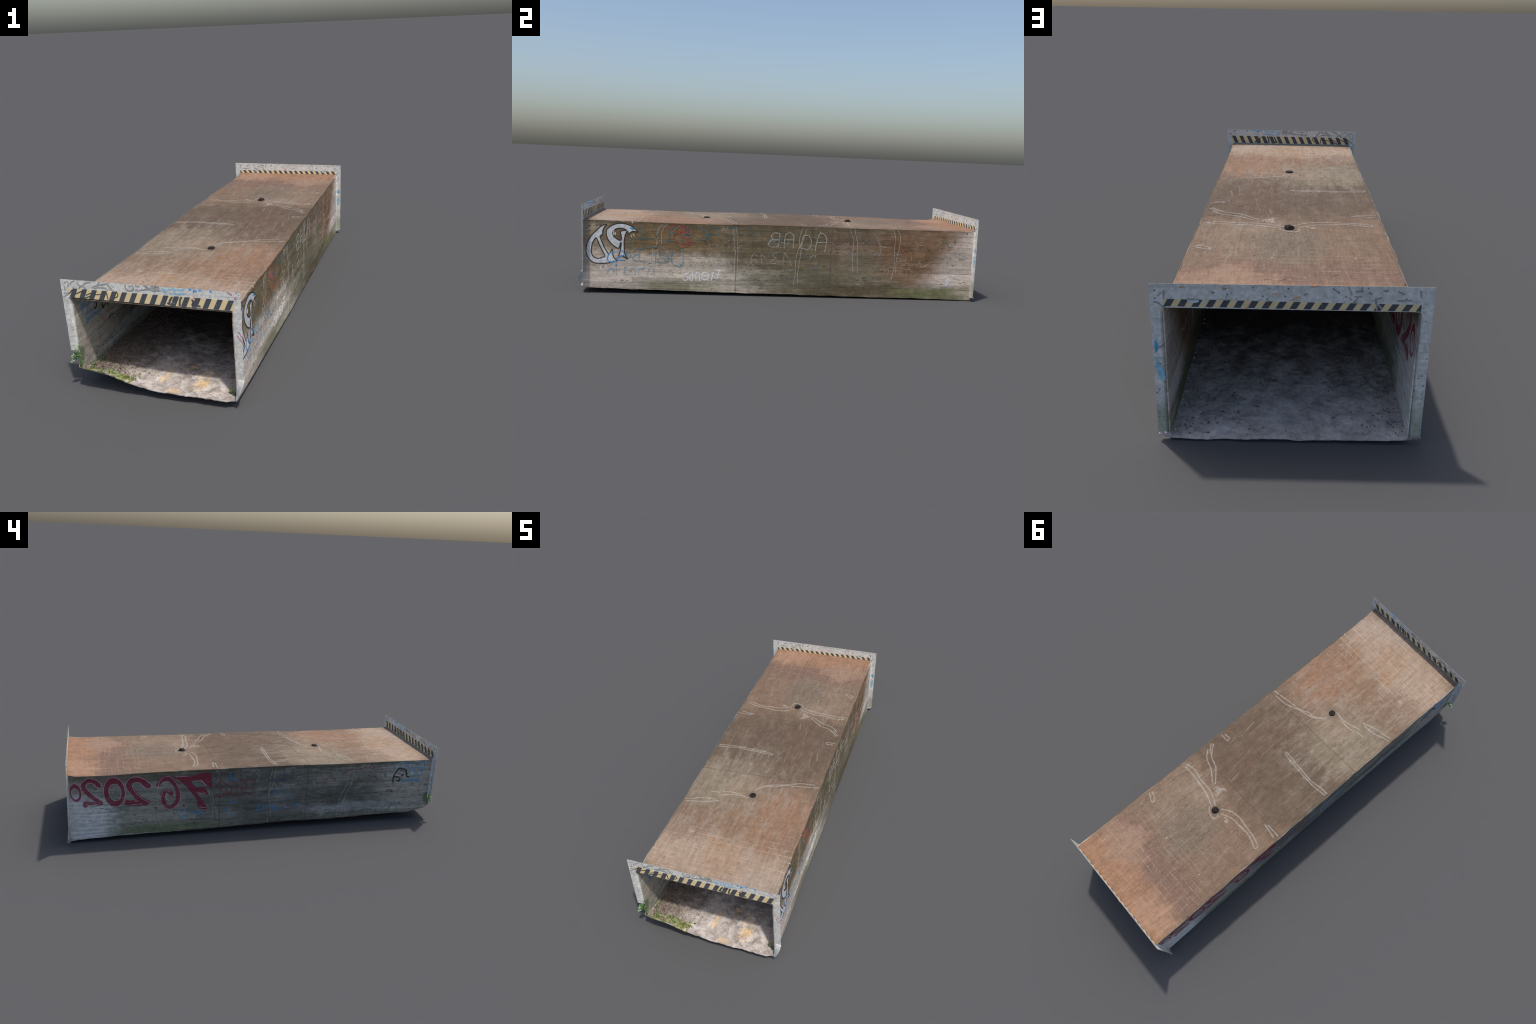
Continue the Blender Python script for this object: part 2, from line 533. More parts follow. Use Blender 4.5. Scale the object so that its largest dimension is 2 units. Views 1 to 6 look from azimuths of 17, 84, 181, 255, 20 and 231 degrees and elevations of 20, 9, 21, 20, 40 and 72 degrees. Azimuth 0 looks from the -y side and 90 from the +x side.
# ------------------------------------------------------------------ materials
def plain(name, dark, light, scale=40, rough=.85):
    def recipe(b, _):
        p = b.place()[0]
        return b.mix(dark, light, b.step(b.noise(p, scale, 5, .65), .3, .7))
    return material(name, None, recipe, rough)


MAT = {"RIGHT": material("right_wall_concrete", "right_wall_concrete"),
       "LEFT": material("left_wall_concrete", "left_wall_concrete"),
       "ROOF": material("roof_concrete", "roof_concrete", bump=.25),
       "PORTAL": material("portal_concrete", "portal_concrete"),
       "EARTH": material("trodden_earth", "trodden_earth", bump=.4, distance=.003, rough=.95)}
BASE_OF = {"RIGHT": "right_wall_concrete", "LEFT": "left_wall_concrete", "ROOF": "roof_concrete",
           "FRONT": "portal_concrete", "BACK": "portal_concrete"}
# colour, opacity of the paint, how broken it is
PALETTE.update({
    "SILVER": ((.56, .58, .60), .93, .14), "BLACK": ((.02, .02, .022), .94, .1), "WHITE": ((.74, .74, .74), .85, .25),
    "CHALK": ((.54, .52, .47), .62, .7), "DUST": ((.36, .32, .26), .26, 1.0), "SCRATCH": ((.44, .39, .32), .46, .75),
    "BLUE": ((.025, .26, .55), .92, .3), "BLUE_DARK": ((.012, .08, .17), .6, .5), "PALE_BLUE": ((.08, .28, .42), .6, .6),
    "SKY_BLUE": ((.07, .40, .66), .7, .5), "TEAL": ((.02, .14, .17), .62, .55), "BLUE_TEAL": ((.025, .20, .32), .62, .55), "GREEN": ((.035, .15, .08), .65, .4),
    "RED": ((.36, .05, .05), .7, .45), "RED_DARK": ((.24, .025, .04), .75, .35), "MAROON": ((.215, .010, .036), .93, .28),
    "PINK": ((.62, .36, .45), .75, .45), "MAGENTA": ((.45, .04, .16), .75, .4), "CHARCOAL": ((.07, .07, .068), .66, .45),
    "ORANGE": ((.70, .28, .10), .8, .3), "PALE_CYAN": ((.50, .66, .70), .7, .4), "CYAN": ((.01, .36, .62), .95, .1),
    "CYAN_PALE": ((.10, .45, .68), .75, .35)})


def paint(surface, colour):
    name = f"{colour.lower()}_on_{BASE_OF[surface]}"
    if name not in MAT:
        rgb, solid, broken = PALETTE[colour]

        def recipe(b, under):
            p = b.place()[0]
            worn = b.step(b.noise(p, 170, 5, .8), .36, .60, 1 - broken, 1) * b.step(b.noise(p, 45, 3, .6), .25, .5, 1 - broken * .5, 1)
            tone = b.stretch(b.noise(p, 60, 5, .7))
            return b.mix(under, b.gain(rgb, .78 + tone * .4), worn * (min(.95, solid * 1.25) if surface in (RIGHT, LEFT) else solid))
        MAT[name] = material(name, BASE_OF[surface], recipe, rough=.8, bump=.15)
    return MAT[name]


# ------------------------------------------------------------------ the thing and its slabs
tunnel = bpy.data.objects.new("pedestrian_underpass", None)
bpy.context.scene.collection.objects.link(tunnel)
tunnel["label"] = "short graffiti-covered concrete pedestrian underpass with striped portals"
tunnel["category"] = "concrete underpass"


def wall_mid(side):
    foot = FOOT_RIGHT if side > 0 else FOOT_LEFT

    def mid(u, v):
        ya = -.978 if side > 0 else -.992
        yb = back_y(side * HALF, .02 + .34 * v) - FRAME / 2 - .0002
        y = ya + (yb - ya) * u
        lo = lerp_table(y, foot) - .004 + .003 * n3(side, y, 0, 14)
        hi = roof_height(side * HALF, y) - .0005
        z = lo + (hi - lo) * v
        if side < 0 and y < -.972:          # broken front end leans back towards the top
            y = max(y, -.972 - .020 * (1 - min(1, max(0, (z - .085) / .05))))
        x = HALF + wall_bulge(side, y, z)
        x += .0030 * max(0, (v - .93) / .07) ** 2 * (.4 + n3(side, y, 2, 11))
        return Vector((side * x, y, z)), Vector((side, 0, 0))
    return mid


wall_objects = {}
for surface, side in ((RIGHT, 1), (LEFT, -1)):
    v, f = slab_grid(260, 60, wall_mid(side), SLAB)
    wall_objects[surface] = make_object("wall", tunnel, v, f, MAT[surface], smooth=True)


def roof_mid(u, v):
    s = 2 * u - 1
    ya, yb = front_y(s * HALF, .36) + .003, back_y(s * HALF, .36) - FRAME / 2 - .0004
    y = ya + (yb - ya) * v
    edge = HALF + .0020 + .0024 * n3(s, y, 4, 16) + .0018 * n3(s, y, 9, 45)
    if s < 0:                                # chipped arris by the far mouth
        edge -= .006 * math.exp(-((y - .80) / .012) ** 2)
    x = s * edge
    z = roof_height(x, y) - .0035 * abs(s) ** 60
    return Vector((x, y, z)), Vector((0, 0, 1))


v, f = slab_grid(110, 280, roof_mid, SLAB)
wall_objects[ROOF] = make_object("roof", tunnel, v, f, MAT["ROOF"], smooth=True)


def floor_mid(u, v):
    x = -.2995 + .599 * u
    front = -.9965 + .004 * n3(x, 0, 3, 16) + .003 * n3(x, 4, 3, 55) + (.006 if -.2 < x < -.1 else 0) * math.sin((x + .2) * 31.4)
    if x > .27:
        front += (x - .27) * .35
    y = front + (.9955 + .003 * n3(x, 9, 3, 15) - front) * v
    z = floor_z(x, y) + floor_rough(x, y)
    return Vector((x, y, max(z, .0017))), Vector((0, 0, 1))


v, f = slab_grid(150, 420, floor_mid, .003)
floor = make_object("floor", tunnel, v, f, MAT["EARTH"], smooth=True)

# ------------------------------------------------------------------ portal frames
INNER, OUTER = .3085, .3315


def portal(yc, sign, top, head, foot_l, foot_r, jamb):
    """Upright flat frame: two legs and a lintel, with a splayed inner arris back to the tunnel."""
    edge = []
    plane = front_y if sign < 0 else back_y

    def run(a, b2, n, jit):
        for i in range(n):
            t = i / n
            q = (a[0] + (b2[0] - a[0]) * t, a[1] + (b2[1] - a[1]) * t)
            edge.append((q[0] + jit * noise.noise(Vector((q[0] * 60, q[1] * 60, yc))),
                         q[1] + jit * noise.noise(Vector((q[0] * 60, q[1] * 60, yc + 5)))))
    run((-OUTER, foot_l), (-OUTER, top[0]), 24, .0012)
    run((-OUTER, top[0]), (OUTER, top[1]), 60, .0010)
    run((OUTER, top[1]), (OUTER - .003, foot_r), 24, .0012)
    run((OUTER - .003, foot_r), (jamb, foot_r), 4, .001)
    run((jamb, foot_r), (jamb, head), 16, 0)
    run((jamb, head), (-INNER, head), 40, 0)
    run((-INNER, head), (-INNER, foot_l), 16, 0)
    run((-INNER, foot_l), (-OUTER, foot_l), 4, .001)
    verts, faces = extrude_outline(edge, lambda a, b2, d: Vector((a, plane(a, b2) + d, b2)), -FRAME / 2, FRAME / 2)
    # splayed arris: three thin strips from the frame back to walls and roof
    right = ((INNER, foot_r), (INNER, head), (HALF + .002, foot_r - .01), (HALF + .002, head - .006))
    left = ((-INNER, foot_l), (-INNER, head), (-HALF - .002, foot_l - .01), (-HALF - .002, head - .006))
    over = ((-INNER, head), (INNER, head), (-HALF, head - .0075), (HALF, head - .0075))
    for p0, p1, q0, q1 in ((left, over) if sign < 0 else (right, left)):
        k = len(verts)
        n = Vector((math.copysign(.0015, p0[0]), 0, 0)) if abs(p0[0] - p1[0]) < .01 else Vector((0, 0, .0015))
        ring = [Vector((q[0], plane(*q) - dy, q[1])) for q, dy in ((p0, 0), (p1, 0), (q1, sign * .008), (q0, sign * .008))]
        verts += ring + [r + n for r in ring]
        faces += [(k, k + 1, k + 2, k + 3), (k + 4, k + 5, k + 6, k + 7)] + \
                 [(k + i, k + (i + 1) % 4, k + 4 + (i + 1) % 4, k + 4 + i) for i in range(4)]
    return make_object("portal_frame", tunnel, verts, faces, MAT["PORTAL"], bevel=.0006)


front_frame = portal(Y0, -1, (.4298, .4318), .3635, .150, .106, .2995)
back_frame = portal(Y1, 1, (.4272, .4240), .3638, .012, .019, INNER)
wall_objects[FRONT], wall_objects[BACK] = front_frame, back_frame


def stripe_paint(name, rgb):
    def recipe(b, under):
        p = b.place()[0]
        keep = b.step(b.noise(p, 60, 5, .7), .27, .36, .15, 1)
        chips = b.step(b.noise(p, 150, 4, .75), .30, .36, .3, 1)
        return b.mix(under, b.gain(rgb, .82 + b.noise(p, 22, 4) * .36), keep * chips * .95)
    return material(name, "portal_concrete", recipe, rough=.7, bump=.1)


yellow, black = stripe_paint("yellow_hazard_paint", (.74, .58, .31)), stripe_paint("black_hazard_paint", (.045, .05, .065))


def clip(poly, lo, hi):
    for sgn, lim in ((1, lo), (-1, hi)):
        out = []
        for p, q in zip(poly, poly[1:] + poly[:1]):
            a, c = sgn * (p[0] - lim), sgn * (q[0] - lim)
            if a >= 0:
                out.append(p)
            if (a >= 0) != (c >= 0):
                t = a / (a - c)
                out.append((p[0] + (q[0] - p[0]) * t, p[1] + (q[1] - p[1]) * t))
        poly = out
    return poly


def hazard_band(frame, yc, pitch, first, slant, ends, z_at):
    """Slanted stripes between two edges; z_at(x) gives bottom and top of the band."""
    lo, hi = ends
    count = int((hi - lo) / pitch) + 4
    for i in range(-2, count * 2):
        x = first + i * pitch / 2
        wide = pitch / 2 - .0001
        jit = .0006 * noise.noise(Vector((i * 1.7, yc * 9, 3)))
        quad = []
        for a, top in ((x, 1), (x + wide, 1), (x + wide, 0), (x, 0)):
            a += jit + (0 if top else slant)
            quad.append((a, z_at(a)[top]))
        poly = clip(quad, lo, hi)
        if len(poly) < 3:
            continue
        v, f = extrude_outline(poly, lambda a, b2, d: Vector((a, (front_y if yc < 0 else back_y)(a, b2) + d, b2)), -FRAME / 2 - .0005, FRAME / 2 + .0005)
        dark = i % 2 == 0
        make_object("black_stripe" if dark else "yellow_stripe", frame, v, f, black if dark else yellow)


hazard_band(front_frame, Y0, .03836, -.2854, -.0165, (-.303, .3085), lambda x: (.3640 + .003 * x, .3995 + .006 * x))
hazard_band(back_frame, Y1, .03269, -.2833, .0105, (-.302, .2995), lambda x: (.3664 + .004 * x, .3842 + .006 * x))


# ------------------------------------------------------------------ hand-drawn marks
def smooth_path(pts, step=.004):
    if len(pts) < 3:
        q = [Vector(p) for p in pts]
    else:
        q = []
        closed = (Vector(pts[0]) - Vector(pts[-1])).length < 1e-6
        ext = [pts[-2] if closed else pts[0]] + pts + [pts[1] if closed else pts[-1]]
        for i in range(1, len(ext) - 2):
            p0, p1, p2, p3 = (Vector(p) for p in ext[i - 1:i + 3])
            n = max(2, int((p2 - p1).length / step))
            for k in range(n):
                t = k / n
                q.append(.5 * (2 * p1 + (p2 - p0) * t + (2 * p0 - 5 * p1 + 4 * p2 - p3) * t * t + (3 * p1 - p0 - 3 * p2 + p3) * t ** 3))
        q.append(Vector(pts[-1]))
    out = [q[0]]
    for p in q[1:]:
        if (p - out[-1]).length > .0004:
            out.append(p)
    if len(out) == 1:
        out.append(out[0] + Vector((.001, 0)))
    return out


LAYER = [0]


def mark(surface, name, colour, width, *paths):
    """Brush or chalk strokes: ribbons let through the slab so that both faces show them."""
    if colour == "CHALK" and surface == ROOF and width < 3:
        mark(surface, "chalk_dust", "DUST", 11, *paths)
    verts, faces = [], []
    w = width / 1000
    for pts in paths:
        LAYER[0] += 1
        q = smooth_path([(a / 1000, b / 1000) for a, b in pts])
        base = (FRAME if surface in (FRONT, BACK) else SLAB) / 2 + (.0003 if colour == "DUST" else .00055) + .000012 * (LAYER[0] % 17)
        start, m = len(verts), len(q)
        # rounded tips
        d0, d1 = (q[1] - q[0]).normalized(), (q[-1] - q[-2]).normalized()
        q = [q[0] - d0 * w * .3] + q + [q[-1] + d1 * w * .3]
        m += 2
        for i, p in enumerate(q):
            d = (q[min(i + 1, m - 1)] - q[max(i - 1, 0)])
            d = d.normalized() if d.length > 1e-7 else Vector((1, 0))
            nrm = Vector((-d.y, d.x))
            h = w / 2 * (1 + (.7 if colour == "DUST" else .28) * noise.noise(Vector((p.x * 120, p.y * 120, LAYER[0]))))
            if i in (0, m - 1):
                h *= .5
            proud = base + .00010 * i / m
            for off in (h, -h):
                a, b2 = p + nrm * off, None
                c, n = on_surface(surface, a.x, a.y)
                verts += [c + n * proud, c - n * proud]
        for i in range(m - 1):
            a = start + 4 * i
            c = a + 4
            faces += [(a, c, c + 2, a + 2), (a + 1, a + 3, c + 3, c + 1), (a, a + 1, c + 1, c), (a + 2, c + 2, c + 3, a + 3)]
        e = start + 4 * (m - 1)
        faces += [(start, start + 2, start + 3, start + 1), (e, e + 1, e + 3, e + 2)]
    return make_object(name, wall_objects[surface], verts, faces, paint(surface, colour))


def patch(surface, name, colour, _, outline, hole=None):
    """Filled painted shape, let through the slab."""
    def loop(pts):
        return [tuple(p) for p in smooth_path([(a / 1000, b / 1000) for a, b in pts + pts[:1]], .008)][:-1]

    def at(a, b2, d):
        c, n = on_surface(surface, a, b2)
        return c + n * d
    h = (FRAME if surface in (FRONT, BACK) else SLAB) / 2 + .00040
    v, f = extrude_outline(loop(outline), at, -h, h, loop(hole) if hole else None)
    return make_object(name, wall_objects[surface], v, f, paint(surface, colour))


# colours of the marks by name
SILVER, BLACK, WHITE, CHALK, SCRATCH, BLUE, BLUE_DARK, PALE_BLUE, SKY_BLUE, TEAL, GREEN, BLUE_TEAL = \
    "SILVER BLACK WHITE CHALK SCRATCH BLUE BLUE_DARK PALE_BLUE SKY_BLUE TEAL GREEN BLUE_TEAL".split()
RED, RED_DARK, MAROON, PINK, MAGENTA, CHARCOAL, ORANGE, PALE_CYAN, CYAN, CYAN_PALE = \
    "RED RED_DARK MAROON PINK MAGENTA CHARCOAL ORANGE PALE_CYAN CYAN CYAN_PALE".split()
# strokes: in-plane millimetres (y, z on the walls; x, y on the roof; x, z on the portals)
patch(RIGHT, "graffiti_letter", SILVER, 0,
     [(-866, 335), (-886, 331), (-916, 304), (-939, 278), (-954, 252), (-962, 224), (-962, 197), (-954, 174), (-940, 157), (-923, 147), (-889, 145), (-852, 149), (-829, 157), (-815, 159), (-829, 174), (-836, 192), (-839, 216), (-853, 192), (-868, 210), (-881, 235), (-895, 271), (-896, 279), (-885, 288), (-883, 306), (-876, 323)],
     [(-915, 269), (-930, 249), (-936, 228), (-938, 201), (-930, 180), (-909, 169), (-889, 174), (-873, 182), (-886, 209), (-901, 240)])
patch(RIGHT, "graffiti_letter", SILVER, 0,
     [(-867, 299), (-863, 313), (-843, 331), (-816, 342), (-790, 344), (-763, 339), (-739, 327), (-722, 312), (-715, 304), (-736, 307), (-752, 301), (-761, 289), (-763, 303), (-768, 306), (-776, 288), (-781, 261), (-781, 233), (-779, 205), (-772, 181), (-763, 169), (-782, 179), (-795, 182), (-810, 177), (-802, 198), (-797, 226), (-796, 253), (-802, 236), (-809, 222), (-829, 232), (-846, 247), (-859, 265), (-866, 285)],
     [(-799, 305), (-774, 310), (-773, 314), (-793, 320), (-813, 319), (-830, 309), (-836, 297), (-833, 283), (-823, 273), (-809, 263), (-796, 262), (-795, 281)])
mark(RIGHT, "letter_outline", BLACK, 5,
     [(-866, 335), (-886, 331), (-916, 304), (-939, 278), (-954, 252), (-962, 224), (-962, 197), (-954, 174), (-940, 157), (-923, 147), (-889, 145), (-852, 149), (-829, 157), (-815, 159), (-829, 174), (-836, 192), (-839, 216), (-853, 192), (-868, 210), (-881, 235), (-895, 271), (-896, 279), (-885, 288), (-883, 306), (-876, 323), (-866, 335)],
     [(-915, 269), (-930, 249), (-936, 228), (-938, 201), (-930, 180), (-909, 169), (-889, 174), (-873, 182), (-886, 209), (-901, 240), (-915, 269)])
mark(RIGHT, "letter_outline", BLACK, 5,
     [(-867, 299), (-863, 313), (-843, 331), (-816, 342), (-790, 344), (-763, 339), (-739, 327), (-722, 312), (-715, 304), (-736, 307), (-752, 301), (-761, 289), (-763, 303), (-768, 306), (-776, 288), (-781, 261), (-781, 233), (-779, 205), (-772, 181), (-763, 169), (-782, 179), (-795, 182), (-810, 177), (-802, 198), (-797, 226), (-796, 253), (-802, 236), (-809, 222), (-829, 232), (-846, 247), (-859, 265), (-866, 285), (-867, 299)],
     [(-799, 305), (-774, 310), (-773, 314), (-793, 320), (-813, 319), (-830, 309), (-836, 297), (-833, 283), (-823, 273), (-809, 263), (-796, 262), (-795, 281), (-799, 305)],
     [(-807, 179), (-789, 186), (-765, 169)])
patch(RIGHT, "blue_daub", BLUE, 0,
     [(-756, 327), (-743, 324), (-729, 326), (-731, 317), (-746, 316)])
mark(RIGHT, "block_writing", TEAL, 4.5,
     [(-752, 272), (-695, 273), (-629, 276)],
     [(-694, 325), (-691, 274), (-688, 218)],
     [(-732, 321), (-692, 325)],
     [(-750, 268), (-751, 217)],
     [(-632, 334), (-627, 276)],
     [(-688, 227), (-610, 232)])
mark(RIGHT, "spray_writing", BLUE_TEAL, 4.5,
     [(-497, 231), (-495, 186), (-496, 143)],
     [(-538, 209), (-551, 195), (-552, 170), (-540, 149), (-516, 139), (-497, 142)],
     [(-612, 195), (-605, 181), (-585, 176), (-568, 178), (-571, 197), (-589, 206), (-606, 203), (-612, 195)],
     [(-568, 178), (-566, 164), (-581, 157), (-619, 159)],
     [(-628, 206), (-629, 182), (-629, 157)],
     [(-629, 189), (-647, 200), (-664, 200)],
     [(-706, 221), (-709, 192), (-709, 162)],
     [(-694, 220), (-718, 220), (-735, 210), (-737, 196), (-711, 195)],
     [(-718, 193), (-737, 182), (-734, 165), (-694, 162)],
     [(-768, 206), (-750, 196), (-749, 182), (-762, 176), (-772, 199)])
mark(RIGHT, "spray_writing", BLUE, 5.5,
     [(-816, 204), (-789, 209), (-782, 188), (-805, 180), (-815, 166), (-780, 163)],
     [(-827, 204), (-849, 196), (-859, 179), (-859, 161), (-842, 153), (-820, 158)])
mark(RIGHT, "spray_writing", BLUE, 11,
     [(-819, 142), (-818, 137)])
mark(RIGHT, "faint_writing", PALE_BLUE, 5,
     [(-862, 99), (-851, 120), (-830, 117), (-832, 103)],
     [(-819, 124), (-818, 93)],
     [(-778, 129), (-780, 97)],
     [(-751, 122), (-731, 123), (-727, 95)],
     [(-713, 106), (-707, 124), (-690, 121)],
     [(-659, 125), (-669, 98)],
     [(-637, 133), (-638, 96)],
     [(-685, 138), (-680, 124)])
mark(RIGHT, "red_scribble", RED, 4,
     [(-564, 337), (-527, 341), (-493, 342), (-475, 326), (-478, 305), (-506, 311), (-515, 293), (-498, 280), (-464, 281), (-452, 264), (-460, 253), (-504, 255), (-532, 258), (-542, 282), (-539, 299), (-519, 307)],
     [(-560, 330), (-553, 316), (-519, 314), (-501, 325), (-516, 335)],
     [(-501, 252), (-494, 233), (-477, 242), (-456, 253)],
     [(-491, 280), (-477, 268), (-457, 264)],
     [(-520, 338), (-496, 330), (-495, 308), (-512, 290)],
     [(-479, 325), (-495, 297), (-478, 280)])
mark(RIGHT, "block_writing", TEAL, 4.5,
     [(-316, 270), (-324, 320), (-338, 337), (-359, 335), (-372, 315), (-374, 280)],
     [(-368, 301), (-324, 303)],
     [(-424, 334), (-400, 325), (-382, 301), (-385, 280), (-399, 274), (-436, 277)],
     [(-452, 271), (-464, 302), (-479, 336), (-488, 301), (-501, 262)],
     [(-495, 297), (-461, 298)],
     [(-523, 331), (-550, 327), (-560, 309), (-526, 303)],
     [(-560, 306), (-566, 288), (-559, 266), (-525, 265)],
     [(-496, 231), (-497, 214)])
mark(RIGHT, "block_writing", TEAL, 5,
     [(-280, 336), (-257, 339), (-237, 345)],
     [(-284, 307), (-275, 281)],
     [(-264, 286), (-256, 307)],
     [(-225, 340), (-218, 316), (-204, 309)],
     [(-185, 341), (-174, 341)],
     [(-164, 335), (-152, 314), (-141, 297)],
     [(-247, 353), (-242, 339)])
mark(RIGHT, "chalk_crack_outline", CHALK, 2.3,
     [(-595, 349), (-614, 325), (-626, 293), (-629, 276), (-622, 255), (-627, 241), (-644, 227), (-646, 195), (-656, 136), (-669, 86)],
     [(-571, 353), (-591, 329), (-601, 301), (-603, 245), (-626, 213), (-631, 182), (-634, 129), (-642, 80)])
mark(RIGHT, "chalk_crack_outline", CHALK, 2.2,
     [(-249, 346), (-248, 304), (-245, 255), (-238, 213), (-241, 164), (-237, 93), (-251, 49)],
     [(-236, 345), (-231, 287), (-226, 235), (-226, 192), (-226, 129), (-230, 93), (-230, 49)])
mark(RIGHT, "chalk_crack_outline", CHALK, 2.2,
     [(98, 352), (84, 315), (79, 286), (82, 258), (71, 222), (65, 172), (66, 108), (59, 59)],
     [(111, 353), (107, 322), (98, 287), (91, 251), (87, 198), (82, 155), (78, 101), (82, 61)])
mark(RIGHT, "chalk_crack_outline", CHALK, 2.3,
     [(336, 355), (340, 330), (355, 298), (354, 252), (355, 180), (360, 135)],
     [(354, 359), (365, 320), (376, 274), (377, 217), (381, 163), (386, 127)])
mark(RIGHT, "chalk_crack_outline", CHALK, 2.2,
     [(558, 351), (568, 316), (568, 240), (572, 164), (562, 102)],
     [(574, 355), (591, 331), (595, 295), (590, 245), (582, 201), (583, 136)])
mark(RIGHT, "white_writing", WHITE, 5.5,
     [(-353, 108), (-344, 112), (-353, 73)],
     [(-340, 112), (-351, 100)],
     [(-365, 106), (-370, 72)],
     [(-365, 122), (-365, 118)],
     [(-401, 93), (-374, 96), (-377, 111), (-394, 109), (-402, 89), (-390, 74), (-375, 79)],
     [(-410, 71), (-415, 107), (-429, 108), (-429, 71)],
     [(-447, 120), (-445, 74), (-456, 72), (-459, 91), (-446, 95)],
     [(-468, 105), (-486, 100), (-471, 88), (-469, 76), (-485, 69), (-494, 80)])
mark(RIGHT, "white_writing", WHITE, 5.5,
     [(-302, 122), (-318, 126), (-333, 122)],
     [(-317, 126), (-318, 105), (-326, 80)],
     [(-308, 102), (-330, 104)])
mark(RIGHT, "faint_writing", CHALK, 3.4,
     [(-441, 177), (-430, 159)],
     [(-420, 179), (-442, 143)],
     [(-413, 177), (-413, 156), (-396, 153), (-391, 176)],
     [(-365, 182), (-375, 171), (-371, 156), (-359, 154), (-356, 172), (-365, 182)],
     [(-324, 191), (-328, 153)],
     [(-337, 180), (-312, 182)])
mark(RIGHT, "faint_writing", CHALK, 3.4,
     [(-329, 189), (-330, 156)],
     [(-340, 175), (-311, 178)],
     [(-304, 174), (-313, 165), (-303, 154), (-293, 164), (-304, 174)],
     [(-287, 148), (-283, 168), (-273, 173), (-264, 149)])
mark(RIGHT, "faint_writing", SCRATCH, 3.5,
     [(-340, 217), (-323, 225), (-322, 249), (-336, 247), (-328, 235)],
     [(-309, 236), (-306, 248), (-296, 247), (-301, 236)],
     [(-272, 253), (-269, 237)],
     [(-319, 207), (-332, 196), (-318, 193)])
mark(RIGHT, "faint_writing", SCRATCH, 3.5,
     [(-350, 249), (-367, 249), (-358, 233), (-373, 228)],
     [(-324, 210), (-333, 201), (-324, 194), (-315, 203), (-324, 210)],
     [(-383, 206), (-358, 195)],
     [(-355, 211), (-365, 195)])
mark(RIGHT, "chalk_lettering", CHALK, 4,
     [(-19, 318), (-25, 252)],
     [(-19, 318), (-44, 321), (-61, 307), (-55, 289), (-25, 287)],
     [(-29, 286), (-60, 285), (-74, 267), (-65, 251), (-25, 251)],
     [(-14, 249), (-11, 247)],
     [(4, 244), (6, 291), (12, 316), (33, 324), (49, 310), (51, 278), (49, 246)],
     [(6, 288), (49, 289)],
     [(59, 250), (63, 247)],
     [(98, 313), (90, 272), (82, 247)],
     [(100, 313), (125, 312), (139, 288), (138, 263), (125, 244), (90, 248)],
     [(142, 245), (146, 242)],
     [(161, 235), (166, 275), (178, 318), (195, 325), (214, 308), (217, 283), (210, 233)],
     [(166, 279), (216, 282)],
     [(183, 334), (185, 327)])
mark(RIGHT, "chalk_lettering", SCRATCH, 4.2,
     [(-130, 202), (-145, 214), (-156, 194), (-157, 166), (-146, 154), (-132, 167), (-137, 184), (-154, 173), (-176, 148)],
     [(-121, 162), (-119, 158)],
     [(-110, 213), (-103, 160)],
     [(-109, 213), (-84, 192)],
     [(-76, 171), (-73, 165)],
     [(-25, 223), (-50, 215), (-46, 200), (-32, 194), (-56, 182), (-55, 165), (-33, 169)],
     [(-16, 178), (-14, 175)],
     [(6, 224), (2, 163)],
     [(7, 223), (29, 195)])
mark(RIGHT, "faint_writing", CHALK, 2.2,
     [(33, 182), (44, 172), (37, 171), (47, 159)],
     [(17, 135), (56, 136)],
     [(40, 142), (42, 128)])
mark(RIGHT, "faint_writing", SCRATCH, 3.5,
     [(583, 212), (602, 205), (600, 192), (588, 194)],
     [(631, 217), (630, 202), (624, 186)],
     [(656, 225), (661, 201)],
     [(608, 180), (623, 175), (637, 188), (656, 174), (681, 185), (689, 174), (702, 197), (713, 170), (734, 169), (746, 184)],
     [(617, 158), (647, 155), (657, 167)],
     [(654, 157), (662, 143), (679, 142)],
     [(747, 143), (753, 122)],
     [(762, 142), (765, 127), (779, 122), (781, 141)],
     [(801, 147), (782, 148), (783, 119)],
     [(522, 148), (544, 149), (540, 118)],
     [(490, 173), (475, 171), (474, 159), (491, 158)],
     [(455, 334), (478, 306), (491, 278), (525, 261)],
     [(491, 274), (497, 242), (490, 220)],
     [(651, 329), (687, 287), (721, 279)],
     [(687, 283), (679, 247)],
     [(556, 142), (570, 150)])
patch(RIGHT, "paint_blob", SILVER, 0,
     [(864, 129), (870, 110), (866, 87), (858, 72), (850, 72), (854, 91), (858, 114)])
mark(RIGHT, "faint_writing", GREEN, 4,
     [(812, 291), (822, 299), (841, 295), (848, 279)],
     [(876, 318), (883, 307), (874, 300)],
     [(680, 334), (692, 318)],
     [(733, 267), (742, 267)])
mark(RIGHT, "black_dash", BLACK, 6,
     [(946, 358), (940, 345)])
mark(RIGHT, "white_writing", WHITE, 3,
     [(-896, 136), (-893, 115)],
     [(-883, 138), (-893, 127), (-883, 114)],
     [(-872, 116), (-869, 137), (-862, 123)],
     [(-857, 118), (-854, 113)],
     [(-749, 289), (-746, 279)],
     [(-739, 295), (-732, 283)],
     [(-830, 314), (-833, 287), (-823, 301), (-824, 287)])
mark(RIGHT, "chalk_fleck", WHITE, 5,
     [(-745, 355), (-741, 348)],
     [(-965, 62), (-955, 64)])
patch(LEFT, "graffiti_numeral", MAROON, 0,
     [(915, 275), (915, 253), (920, 235), (930, 223), (943, 221), (955, 228), (965, 244), (971, 265), (971, 286), (966, 304), (955, 316), (943, 318), (931, 311), (921, 295)],
     [(928, 267), (928, 253), (933, 242), (941, 236), (951, 238), (958, 247), (962, 261), (962, 276), (957, 287), (948, 292), (939, 290), (932, 281)])
